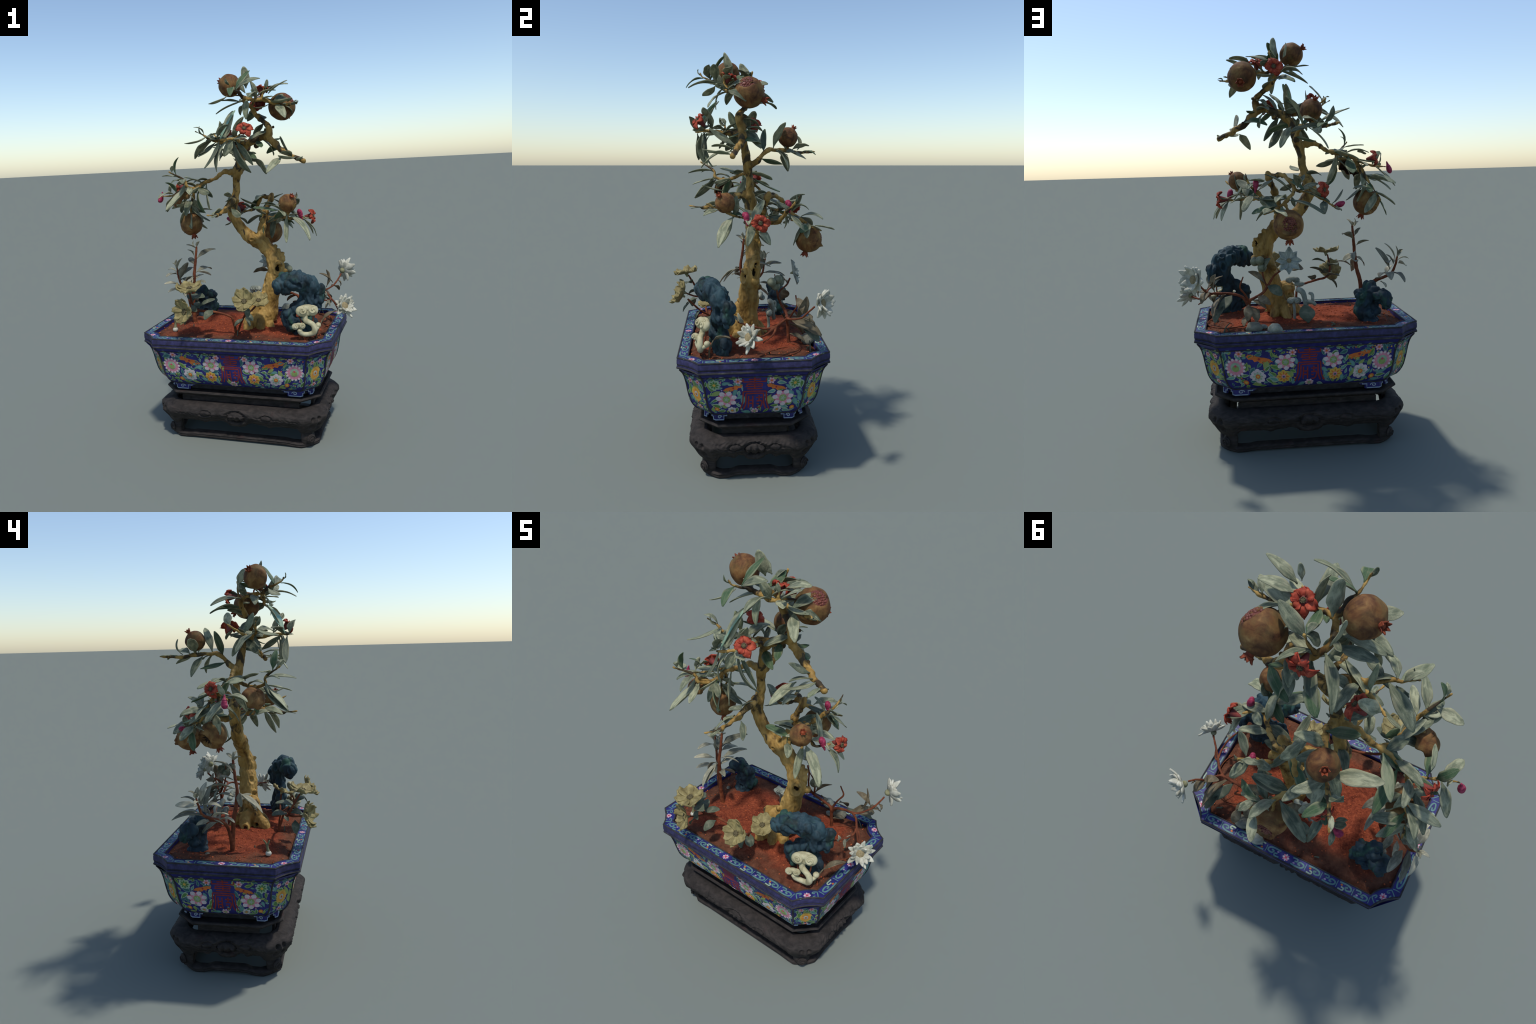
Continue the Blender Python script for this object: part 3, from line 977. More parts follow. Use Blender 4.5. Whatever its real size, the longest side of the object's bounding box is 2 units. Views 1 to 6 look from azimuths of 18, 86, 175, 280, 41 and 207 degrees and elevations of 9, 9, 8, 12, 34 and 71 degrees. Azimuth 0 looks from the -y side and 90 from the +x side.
def rim_ornament(parent):
    """Turquoise key scrolls and pink blossoms on the flat top of the rim."""
    a, b, c = PA - 0.027, PB - 0.027, PCUT - 0.0158
    C = [V(-a + c, -b), V(a - c, -b), V(a, -b + c), V(a, b - c), V(a - c, b), V(-a + c, b), V(-a, b - c), V(-a, -b + c)]
    gs = Geo()
    zt = 0.6045
    top = lambda p, o: (p[0], p[1], tilt(p[1], zt) + o)

    def ribbon(pts, w, o, mi):
        P = catmull(pts, 3)
        T = np.gradient(P, axis=0)
        T /= np.linalg.norm(T, axis=1)[:, None] + 1e-9
        Nn = np.column_stack([-T[:, 1], T[:, 0]])
        vs = []
        for p, n in zip(P, Nn):
            for f, h in ((-1, -0.0005), (-0.8, o), (0.8, o), (1, -0.0005)):
                vs.append(top(p + n * w * f, h))
        gs.add(vs, [(i * 4 + j, i * 4 + j + 4, i * 4 + j + 5, i * 4 + j + 1) for i in range(len(P) - 1) for j in range(3)][::1], mi)

    def plate(pts, o, mi):
        P = np.array(pts)
        cc = P.mean(0)
        n = len(P)
        vs = [top(cc, o)] + [top(cc + (p - cc) * 0.93, o) for p in P] + [top(p, -0.0005) for p in P]
        gs.add(vs, [(0, 1 + k, 1 + (k + 1) % n) for k in range(n)] + [(1 + k, 1 + n + k, 1 + n + (k + 1) % n, 1 + (k + 1) % n) for k in range(n)], mi)

    mats = ["e_turq", "e_pale", "e_pink", "e_white", "e_rose", "e_orange", "e_lilac"]
    for k in range(8):
        p, q = C[k], C[(k + 1) % 8]
        L = np.linalg.norm(q - p)
        t = (q - p) / L
        n = V(t[1], -t[0])          # outward
        mid = (p + q) / 2
        r = 0.017

        def at(x, y):
            return mid + t * x + n * y
        # blossom
        for i in range(8):
            an = 2 * math.pi * i / 8
            d = V(math.cos(an), math.sin(an))
            o = []
            for w in np.linspace(0, 2 * math.pi, 8, endpoint=False):
                v = d * (r * 0.6 + r * 0.42 * math.cos(w)) + V(-d[1], d[0]) * r * 0.27 * math.sin(w)
                o.append(at(*v))
            plate(o, 0.0012, 2 if i % 2 else 3)
        plate([at(r * 0.36 * math.cos(w), r * 0.36 * math.sin(w)) for w in np.linspace(0, 2 * math.pi, 10, endpoint=False)], 0.0018, 4)
        if k % 2 == 1:
            for s in (-1, 1):
                ribbon([at(s * 0.047, 0.016), at(s * 0.03, 0.017), at(s * 0.026, 0.010), at(s * 0.036, 0.007)], 0.0028, 0.0011, 0)
                ribbon([at(s * 0.047, -0.016), at(s * 0.028, -0.017), at(s * 0.025, -0.010), at(s * 0.036, -0.007)], 0.0028, 0.0011, 0)
                ribbon([at(s * 0.047, 0.016), at(s * 0.048, 0), at(s * 0.047, -0.016)], 0.0028, 0.0011, 0)
            continue
        cells = max(1, int((L / 2 - 0.03) / 0.075))
        w = (L / 2 - 0.028) / cells
        for s in (-1, 1):
            for i in range(cells):
                x0 = 0.026 + w * i
                flip = 1 if (i + (s > 0)) % 2 else -1
                X = lambda f: s * (x0 + w * f)
                ribbon([at(X(0.05), flip * 0.014), at(X(0.45), flip * 0.016), at(X(0.75), flip * 0.010), at(X(0.8), -flip * 0.004), at(X(0.55), -flip * 0.009), at(X(0.45), flip * 0.002), at(X(0.6), flip * 0.004)], 0.0042, 0.0011, 0)
                ribbon([at(X(0.05), -flip * 0.015), at(X(0.32), -flip * 0.016), at(X(0.36), -flip * 0.006), at(X(0.2), -flip * 0.003)], 0.0038, 0.0011, 1 if i % 2 else 0)
                ribbon([at(X(0.93), -flip * 0.016), at(X(0.92), 0), at(X(0.93), flip * 0.015)], 0.0022, 0.0011, 0)
                plate([at(X(0.2) + 0.006 * math.cos(w2), flip * 0.006 + 0.0045 * math.sin(w2)) for w2 in np.linspace(0, 2 * math.pi, 8, endpoint=False)], 0.0012, 5 if i % 2 else 6)
    me = mesh_of("rim_ornament", gs, mats, True, 40)
    return put("rim_ornament", me, parent, POT_AT, "stuff")


def build_pot(root):
    org = Matrix.Translation((0, 0, 0))
    PS, PC = 8, 6
    # wall
    rings = [[(x, y, tilt(y, z)) for x, y, k, s in octagon(PA, PB, WCUT, d, 0.0, PS, PC, 0.12)] for d, z in catmull(WALL, 3)]
    under = [[(x, y, 0.318) for x, y, k, s in octagon(PA, PB, WCUT, 0.17, 0, PS, PC, 0.12)]]
    vs, fs = loft(under + rings, True)
    pot = put("pot", mesh_of("pot", Geo().add(vs, fs), ["cobalt"], True, 30), root, POT_AT)
    # rim: violet side band, cobalt flat top, bronze edges
    g = Geo()
    sc = 0.011
    ring = lambda d, z: [(x, y, tilt(y, z)) for x, y, k, s in octagon(PA, PB, PCUT, d, sc, PS, PC)]
    g.add(*loft([ring(d, z) for d, z in [(0.010, 0.551)] + RIM[:7]]), mat=0)
    g.add(*loft([ring(0.006, 0.6045), ring(0.050, 0.6045), ring(0.053, 0.602), ring(0.055, 0.57)]), mat=1)
    put("rim", mesh_of("rim", g, ["violet", "cobalt"], True, 30), pot, POT_AT)
    g = Geo()
    for d, z, r in ((0.003, 0.6035, 0.0042), (0.051, 0.6045, 0.0032), (0.002, 0.5715, 0.0022), (0.002, 0.556, 0.0052), (0.120, 0.314, 0.006), (0.0235, 0.527, 0.003)):
        c = sc if z > 0.55 else 0
        P = [V(x, y, tilt(y, z)) for x, y, k, s in octagon(PA, PB, PCUT if z > 0.55 else WCUT, d, c, PS, PC, 0.5858 if z > 0.55 else 0.12)]
        g.add(*tube(P + P[:1], r, 8, 1, False))
    for i, k in enumerate(range(8)):
        H = half_width(k)
        for s in (-1, 1):
            P = [wall_point(k, s * H, z, 0.0) for z in np.linspace(0.318, 0.545, 14)]
            if s > 0:
                g.add(*tube(P, 0.0042, 8, 1))
    put("edge_trim", mesh_of("edge_trim", g, ["bronze"], True, 40), pot, POT_AT)
    rim_ornament(pot)

    # dark skirt closing the space between bowl and tray
    rings = [[(x, y, z) for x, y, k, s in octagon(PA, PB, WCUT, d, 0, PS, PC, 0.12)] for d, z in ((0.148, 0.2735), (0.142, 0.280), (0.138, 0.300), (0.126, 0.316))]
    put("skirt", mesh_of("skirt", Geo().add(*loft(rings, True, True)), ["bronze"], True, 30), pot, POT_AT)

    # bracket feet with a white key pattern
    for k in (1, 3, 5, 7):
        g = Geo()
        base = octagon(0.405, 0.234, 0.055, 0, 0, 1, 1)
        C = [V(x, y) for x, y, _, _ in base]
        p0, p1, p2, p3 = C[k - 1], C[k], C[(k + 1) % 8], C[(k + 2) % 8]
        path = []
        f0, f1 = (1.0, 0.60) if k in (1, 5) else (0.60, 1.0)
        e0, e1 = nrm(p0 - p1), nrm(p3 - p2)
        for s, h in ((0.105, 0.008), (0.100, 0.013), (0.085, 0.013), (0.0849, 0.021), (0.062, 0.021), (0.0619, 0.041), (0.0, 0.041)):
            path.append((p1 + e0 * s * f0, h))
        for t, h in ((0.20, 0.041), (0.201, 0.027), (0.33, 0.027), (0.331, 0.015), (0.67, 0.015), (0.671, 0.027), (0.80, 0.027), (0.801, 0.041)):
            path.append((p1 + (p2 - p1) * t, h))
        for s, h in ((0.0, 0.041), (0.0619, 0.041), (0.062, 0.021), (0.0849, 0.021), (0.085, 0.013), (0.100, 0.013), (0.105, 0.008)):
            path.append((p2 + e1 * s * f1, h))
        vs = []
        for p, h in path:
            nn = -nrm(p) * 0.012
            zt = 0.319
            vs += [(p[0], p[1], zt), (p[0], p[1], zt - h), (p[0] + nn[0], p[1] + nn[1], zt - h), (p[0] + nn[0], p[1] + nn[1], zt)]
        n = len(path)
        fs = []
        for i in range(n - 1):
            for j in range(4):
                fs.append((i * 4 + j, i * 4 + (j + 1) % 4, i * 4 + 4 + (j + 1) % 4, i * 4 + 4 + j))
        fs += [(0, 3, 2, 1), ((n - 1) * 4, (n - 1) * 4 + 1, (n - 1) * 4 + 2, (n - 1) * 4 + 3)]
        g.add(vs, fs, 0)
        # pale key line following the lower edge
        line = [V(p[0], p[1], 0.319 - h + 0.0045) + V(*(nrm(p) * 0.0006), 0) for p, h in path[1:-1]]
        g.add(*tube(line, 0.0030, 6, 1), mat=1)
        for i in (0, 1):
            c = (p1 + e0 * 0.03 * f0) if i == 0 else (p2 + e1 * 0.03 * f1)
            ee = e0 if i == 0 else e1
            sp = [V(*(c + ee * (0.016 * (f0, f1)[i] * (1 - t / 9) * math.cos(t))), 0.297 + 0.010 * (1 - t / 9) * math.sin(t)) + V(*(nrm(c) * 0.0012), 0) for t in np.linspace(0, 7, 16)]
            g.add(*tube(sp, 0.0026, 6, 1), mat=1)
        put("foot", mesh_of("foot", g, ["cobalt", "e_sky"], False), pot, POT_AT)

    # wall decoration
    rnd = random.Random(4)
    def keep(lst, u, z, r):
        lst.append((u, z, r))
    for side in (0, 4):
        H, ko = half_width(side), []
        for s in (-1, 1):
            for su, z, r, st in ((0.86, 0.442, 0.047, "lotus"), (0.80, 0.510, 0.018, "small"), (0.615, 0.392, 0.040, "daisy"), (0.31, 0.385, 0.035, "yellow"),
                                 (0.28, 0.458, 0.044, "peony"), (0.195, 0.505, 0.018, "small"), (0.77, 0.362, 0.014, "dot")):
                flower(pot, side, s * su * H, z, r, st)
                keep(ko, s * su * H, z, r * 1.02)
            bat(pot, side, s * 0.575 * H, 0.479, 0.062, s > 0)
            for q in (-0.035, 0, 0.035):
                keep(ko, s * 0.575 * H + q, 0.481 - s * q * 0.35, 0.022)
        flower(pot, side, 0, 0.345, 0.021, "peony")
        keep(ko, 0, 0.345, 0.022)
        for z in np.linspace(0.36, 0.52, 9):
            for q in (-0.035, 0, 0.035):
                keep(ko, q * (1.4 if z < 0.39 else 1), z, 0.024)
        long_life_sign(pot, side)
        scatter_leaves(pot, side, ko, rnd)
    for side in (2, 6):
        H, ko = half_width(side), []
        for s in (-1, 1):
            for su, z, r, st in ((0.585, 0.415, 0.046, "peony"), (0.80, 0.490, 0.030, "green"), (0.33, 0.506, 0.017, "small"), (0.50, 0.352, 0.022, "daisy"), (0.82, 0.362, 0.012, "dot")):
                flower(pot, side, s * su * H, z, r, st)
                keep(ko, s * su * H, z, r * 1.05)
            bat(pot, side, s * 0.44 * H, 0.472, 0.046, s < 0)
            for q in (-0.028, 0, 0.028):
                keep(ko, s * 0.44 * H + q, 0.472, 0.018)
        flower(pot, side, 0, 0.345, 0.019, "peony")
        keep(ko, 0, 0.345, 0.022)
        for z in np.linspace(0.36, 0.52, 9):
            for q in (-0.032, 0, 0.032):
                keep(ko, q * (1.4 if z < 0.39 else 1), z, 0.022)
        long_life_sign(pot, side)
        scatter_leaves(pot, side, ko, rnd)
    for side in (1, 3, 5, 7):
        ko = []
        flower(pot, side, 0, 0.432, 0.032, "sun")
        keep(ko, 0, 0.432, 0.038)
        for s in (-1, 1):
            flower(pot, side, s * 0.024, 0.498, 0.014, "small")
            keep(ko, s * 0.024, 0.498, 0.015)
        flower(pot, side, 0.002, 0.363, 0.016, "small")
        keep(ko, 0.002, 0.363, 0.018)
        scatter_leaves(pot, side, ko, rnd)
    return pot


def soil_height(x, y):
    X, Y = x - PCX, y - PCY
    e = max(abs(X) / 0.475, abs(Y) / 0.297)
    h = 0.5965 + 0.013 * (1 - min(1, e) ** 2.5)
    h += 0.006 * math.exp(-((x - 0.05) / 0.12) ** 2 - ((y + 0.04) / 0.10) ** 2)
    h += 0.008 * noise.noise(Vector((x * 9, y * 9, 1.3))) + 0.0045 * noise.noise(Vector((x * 28, y * 28, 4.0)))
    return tilt(y, h)


def build_soil(root):
    A, B, C = PA - 0.054, PB - 0.054, PCUT - 0.0316
    n = 56
    vs, fs = [(PCX, PCY, soil_height(PCX, PCY))], []
    outline = [(x, y) for x, y, k, s in octagon(A, B, C, 0, 0.008, 30, 10)]
    m = len(outline)
    for i in range(1, n + 1):
        f = i / n
        for x, y in outline:
            X, Y = PCX + x * f, PCY + y * f
            z = soil_height(X, Y) - 0.010 * max(0, (f - 0.93) / 0.07) + 0.0034 * noise.fractal(Vector((X * 70, Y * 70, 0)), 0.8, 2.0, 3) * (1.2 - f * 0.6)
            vs.append((X - PCX, Y - PCY, z))
    vs[0] = (0, 0, vs[0][2])
    for k in range(m):
        fs.append((0, 1 + k, 1 + (k + 1) % m))
    for i in range(n - 1):
        for k in range(m):
            a, b = 1 + i * m + k, 1 + i * m + (k + 1) % m
            fs.append((a, a + m, b + m, b))
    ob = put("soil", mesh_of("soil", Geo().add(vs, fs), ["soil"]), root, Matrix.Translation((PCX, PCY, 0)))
    # loose red crumbs
    g = Geo()
    r2 = random.Random(9)
    k = 0
    while k < 420:
        x, y = r2.uniform(-A, A), r2.uniform(-B, B)
        if abs(x) + abs(y) > A + B - C - 0.01 or abs(x) > A - 0.006 or abs(y) > B - 0.006:
            continue
        k += 1
        r = r2.uniform(0.0016, 0.0042)
        c = V(x, y, soil_height(x + PCX, y + PCY) + r * 0.3)
        v, f = ball(c, (r * r2.uniform(0.8, 1.4), r * r2.uniform(0.8, 1.4), r), 6, 4)
        g.add(v, f)
    put("soil_crumb", mesh_of("soil_crumb", g, ["grit"], False), root, Matrix.Translation((PCX, PCY, 0)), "stuff")
    return ob


# ------------------------------------------------------------------ tree
TRUNK = [((0.038, -0.036, 0.570), 0.068), ((0.064, -0.034, 0.640), 0.059), ((0.086, -0.031, 0.710), 0.054), ((0.110, -0.025, 0.800), 0.049),
         ((0.126, -0.018, 0.870), 0.046), ((0.137, -0.014, 0.920), 0.046), ((0.128, -0.007, 0.977), 0.040), ((0.097, -0.002, 1.021), 0.037),
         ((0.051, 0.002, 1.068), 0.037), ((0.007, -0.001, 1.090), 0.037), ((-0.043, 0.000, 1.130), 0.033), ((-0.092, -0.003, 1.203), 0.029),
         ((-0.106, -0.005, 1.258), 0.029), ((-0.088, -0.005, 1.310), 0.024), ((-0.071, -0.009, 1.363), 0.0205), ((-0.069, -0.013, 1.416), 0.020),
         ((-0.050, -0.023, 1.477), 0.022), ((-0.037, -0.030, 1.520), 0.021), ((-0.020, -0.038, 1.576), 0.019), ((0.034, -0.047, 1.617), 0.018),
         ((0.100, -0.044, 1.640), 0.018), ((0.141, -0.055, 1.650), 0.019), ((0.147, -0.068, 1.690), 0.015), ((0.120, -0.052, 1.718), 0.013),
         ((0.090, -0.035, 1.742), 0.014), ((0.066, -0.027, 1.765), 0.012), ((0.045, -0.022, 1.800), 0.011), ((0.020, -0.055, 1.826), 0.010), ((0.036, -0.120, 1.837), 0.010)]
BRANCHES = {
    "broken_limb": [((0.141, -0.055, 1.640), 0.019), ((0.196, -0.057, 1.579), 0.017), ((0.240, -0.072, 1.552), 0.014), ((0.275, -0.086, 1.533), 0.013), ((0.310, -0.095, 1.517), 0.0125), ((0.340, -0.103, 1.503), 0.012)],
    "crown_left": [((0.060, -0.135, 1.835), 0.011), ((0.036, -0.142, 1.842), 0.011), ((0.029, -0.169, 1.863), 0.009), ((0.013, -0.206, 1.873), 0.007), ((0.007, -0.239, 1.889), 0.0055), ((0.002, -0.250, 1.910), 0.0045)],
    "crown_right": [((0.036, -0.130, 1.837), 0.011), ((0.090, -0.135, 1.828), 0.010), ((0.136, -0.130, 1.825), 0.009), ((0.200, -0.121, 1.800), 0.008), ((0.280, -0.127, 1.790), 0.006), ((0.322, -0.136, 1.790), 0.004)],
    "crown_stem": [((0.136, -0.130, 1.825), 0.007), ((0.142, -0.135, 1.850), 0.006), ((0.155, -0.142, 1.888), 0.004)],
    "crown_back": [((0.045, -0.020, 1.800), 0.009), ((0.058, -0.008, 1.845), 0.006), ((0.080, 0.002, 1.905), 0.0045)],
    "fruit_stalk_a": [((0.030, -0.150, 1.850), 0.006), ((-0.005, -0.140, 1.858), 0.005), ((-0.020, -0.128, 1.866), 0.005)],
    "fruit_stalk_b": [((0.130, -0.125, 1.826), 0.006), ((0.165, -0.085, 1.825), 0.006), ((0.190, -0.060, 1.820), 0.006)],
    "mid_left": [((0.020, -0.050, 1.612), 0.015), ((-0.030, -0.085, 1.622), 0.013), ((-0.102, -0.107, 1.625), 0.010), ((-0.160, -0.136, 1.643), 0.007), ((-0.190, -0.132, 1.662), 0.006), ((-0.240, -0.147, 1.690), 0.0045)],
    "mid_front": [((0.030, -0.048, 1.612), 0.015), ((0.008, -0.110, 1.620), 0.012), ((0.000, -0.170, 1.628), 0.010), ((0.000, -0.234, 1.633), 0.008), ((-0.060, -0.281, 1.629), 0.005)],
    "flower_stalk_c": [((0.000, -0.225, 1.632), 0.006), ((0.035, -0.240, 1.645), 0.005), ((0.050, -0.245, 1.655), 0.005)],
    "mid_twig": [((-0.030, -0.080, 1.620), 0.009), ((-0.113, -0.070, 1.627), 0.008), ((-0.150, -0.040, 1.650), 0.006), ((-0.194, 0.001, 1.681), 0.0045)],
    "back_limb": [((-0.050, -0.018, 1.462), 0.016), ((-0.040, 0.030, 1.490), 0.014), ((-0.050, 0.080, 1.540), 0.012), ((-0.080, 0.140, 1.542), 0.011), ((-0.110, 0.200, 1.538), 0.009), ((-0.150, 0.260, 1.530), 0.007), ((-0.196, 0.348, 1.537), 0.005)],
    "left_limb": [((-0.055, -0.018, 1.455), 0.018), ((-0.095, -0.017, 1.467), 0.016), ((-0.135, -0.016, 1.467), 0.014), ((-0.165, -0.012, 1.450), 0.012), ((-0.183, -0.010, 1.436), 0.012), ((-0.250, -0.010, 1.415), 0.010), ((-0.300, 0.000, 1.400), 0.009), ((-0.340, 0.008, 1.382), 0.009), ((-0.390, -0.010, 1.362), 0.007), ((-0.450, -0.038, 1.347), 0.005), ((-0.505, -0.058, 1.345), 0.004)],
    "left_front": [((-0.215, -0.010, 1.427), 0.010), ((-0.253, -0.061, 1.410), 0.009), ((-0.262, -0.117, 1.388), 0.009), ((-0.287, -0.186, 1.398), 0.008), ((-0.301, -0.200, 1.437), 0.0065), ((-0.349, -0.272, 1.484), 0.0045)],
    "left_back": [((-0.335, 0.008, 1.382), 0.009), ((-0.359, 0.058, 1.327), 0.008), ((-0.378, 0.082, 1.282), 0.007), ((-0.404, 0.101, 1.238), 0.006), ((-0.422, 0.164, 1.186), 0.0045)],
    "left_stalk": [((-0.330, 0.010, 1.384), 0.008), ((-0.352, 0.022, 1.330), 0.007), ((-0.372, 0.036, 1.270), 0.006), ((-0.379, 0.045, 1.232), 0.006)],
    "low_left": [((-0.088, -0.010, 1.315), 0.020), ((-0.080, -0.045, 1.314), 0.018), ((-0.080, -0.080, 1.306), 0.016), ((-0.100, -0.134, 1.267), 0.013), ((-0.105, -0.190, 1.250), 0.010), ((-0.108, -0.235, 1.246), 0.009), ((-0.113, -0.285, 1.250), 0.006), ((-0.130, -0.326, 1.256), 0.0045)],
    "right_stub": [((0.040, 0.000, 1.070), 0.032), ((0.052, 0.012, 1.120), 0.023), ((0.058, 0.026, 1.165), 0.020), ((0.068, 0.045, 1.204), 0.020), ((0.083, 0.052, 1.250), 0.017), ((0.094, 0.062, 1.290), 0.016), ((0.105, 0.074, 1.322), 0.015)],
    "right_back": [((0.098, 0.074, 1.312), 0.014), ((0.060, 0.100, 1.318), 0.012), ((0.033, 0.119, 1.312), 0.011), ((0.013, 0.149, 1.290), 0.010), ((-0.010, 0.177, 1.250), 0.009), ((0.018, 0.212, 1.215), 0.009), ((0.048, 0.250, 1.190), 0.008), ((0.095, 0.290, 1.165), 0.006), ((0.147, 0.333, 1.147), 0.0045)],
    "right_back_left": [((-0.008, 0.176, 1.250), 0.009), ((-0.040, 0.140, 1.238), 0.008), ((-0.080, 0.128, 1.234), 0.007), ((-0.130, 0.180, 1.205), 0.006), ((-0.192, 0.232, 1.165), 0.0045)],
    "right_mid": [((0.064, 0.042, 1.196), 0.016), ((0.085, 0.085, 1.190), 0.014), ((0.112, 0.126, 1.192), 0.013), ((0.161, 0.156, 1.239), 0.009), ((0.201, 0.188, 1.278), 0.006), ((0.217, 0.221, 1.330), 0.0045)],
    "right_front": [((0.066, 0.044, 1.200), 0.016), ((0.098, 0.066, 1.196), 0.014), ((0.130, 0.068, 1.206), 0.012), ((0.165, 0.040, 1.208), 0.010), ((0.197, 0.006, 1.208), 0.010), ((0.230, -0.030, 1.204), 0.008), ((0.258, -0.045, 1.200), 0.007), ((0.290, -0.010, 1.200), 0.006), ((0.305, 0.005, 1.203), 0.005)],
    "right_twig": [((0.200, 0.000, 1.208), 0.008), ((0.232, -0.085, 1.230), 0.007), ((0.285, -0.170, 1.268), 0.005), ((0.316, -0.222, 1.296), 0.004)],
    "fruit_stalk_d": [((0.232, -0.085, 1.230), 0.006), ((0.238, -0.110, 1.245), 0.006), ((0.243, -0.120, 1.255), 0.006)],
    "fruit_stalk_e": [((-0.105, 0.195, 1.540), 0.007), ((-0.098, 0.190, 1.555), 0.007), ((-0.095, 0.190, 1.568), 0.007)],
    "fruit_stalk_f": [((0.045, 0.247, 1.192), 0.007), ((0.038, 0.262, 1.175), 0.007), ((0.034, 0.280, 1.155), 0.007)],
    "fruit_stalk_g": [((-0.270, -0.130, 1.388), 0.007), ((-0.300, -0.145, 1.392), 0.007), ((-0.330, -0.150, 1.390), 0.007)],
}
ROOTS = [[((0.025, -0.040, 0.680), 0.042), ((0.012, -0.085, 0.660), 0.036), ((0.000, -0.125, 0.622), 0.030), ((-0.010, -0.150, 0.580), 0.022)],
         [((0.035, -0.030, 0.680), 0.040), ((0.085, -0.060, 0.640), 0.032), ((0.118, -0.090, 0.600), 0.022), ((0.135, -0.110, 0.575), 0.014)],
         [((0.020, -0.020, 0.660), 0.042), ((-0.020, -0.025, 0.630), 0.034), ((-0.048, -0.035, 0.590), 0.026)],
         [((0.030, -0.010, 0.660), 0.040), ((0.030, 0.030, 0.630), 0.032), ((0.020, 0.062, 0.585), 0.024)],
         [((0.050, -0.010, 0.660), 0.038), ((0.085, 0.020, 0.625), 0.028), ((0.105, 0.045, 0.580), 0.018)],
         [((0.060, -0.045, 0.690), 0.030), ((0.062, -0.095, 0.650), 0.030), ((0.070, -0.130, 0.590), 0.022)],
         # old stump left of the trunk foot
         [((0.075, -0.035, 0.720), 0.040), ((0.040, -0.055, 0.735), 0.042), ((0.008, -0.066, 0.738), 0.036), ((-0.012, -0.072, 0.735), 0.026)],
         [((0.020, -0.070, 0.720), 0.036), ((0.012, -0.085, 0.670), 0.034), ((0.010, -0.090, 0.600), 0.036)]]
KNOTS = [((0.168, 0.010, 1.000), 0.016), ((0.148, 0.004, 1.020), 0.017), ((0.132, 0.012, 1.045), 0.013), ((0.176, -0.004, 0.978), 0.015), ((0.178, 0.004, 0.905), 0.016), ((0.160, 0.018, 0.880), 0.014), ((0.164, -0.044, 0.955), 0.018), ((-0.082, -0.035, 1.318), 0.022), ((-0.070, -0.020, 1.305), 0.016),
         ((0.152, -0.052, 1.685), 0.011), ((0.162, -0.036, 1.690), 0.0085), ((0.080, 0.005, 1.075), 0.022), ((0.112, 0.012, 1.035), 0.018), ((0.098, 0.022, 1.052), 0.014), ((0.105, 0.076, 1.325), 0.014), ((0.060, -0.018, 1.600), 0.016), ((0.090, -0.036, 1.735), 0.014),
         ((-0.020, -0.008, 1.128), 0.016), ((0.085, 0.030, 0.860), 0.014), ((0.070, -0.070, 0.790), 0.014), ((0.215, -0.045, 1.575), 0.010), ((0.262, -0.074, 1.550), 0.009)]
HOLLOWS = [((0.166, -0.060, 0.925), (0.026, 0.026, 0.036), 0.045), ((0.186, 0.010, 0.950), (0.026, 0.022, 0.045), 0.040), ((0.180, 0.016, 0.985), (0.018, 0.018, 0.025), 0.025),
           ((-0.020, -0.082, 0.732), (0.024, 0.024, 0.022), 0.035), ((0.016, -0.122, 0.700), (0.018, 0.018, 0.018), 0.022), ((0.012, 0.010, 0.715), (0.034, 0.034, 0.040), 0.045),
           ((-0.060, -0.030, 0.620), (0.018, 0.018, 0.018), 0.028), ((-0.028, -0.085, 0.625), (0.018, 0.018, 0.018), 0.028), ((0.075, -0.052, 0.855), (0.020, 0.020, 0.026), 0.018),
           ((0.030, -0.040, 1.080), (0.014, 0.014, 0.010), 0.010), ((0.012, -0.040, 1.090), (0.016, 0.016, 0.010), 0.010), ((0.080, -0.030, 0.775), (0.020, 0.020, 0.030), 0.012)]

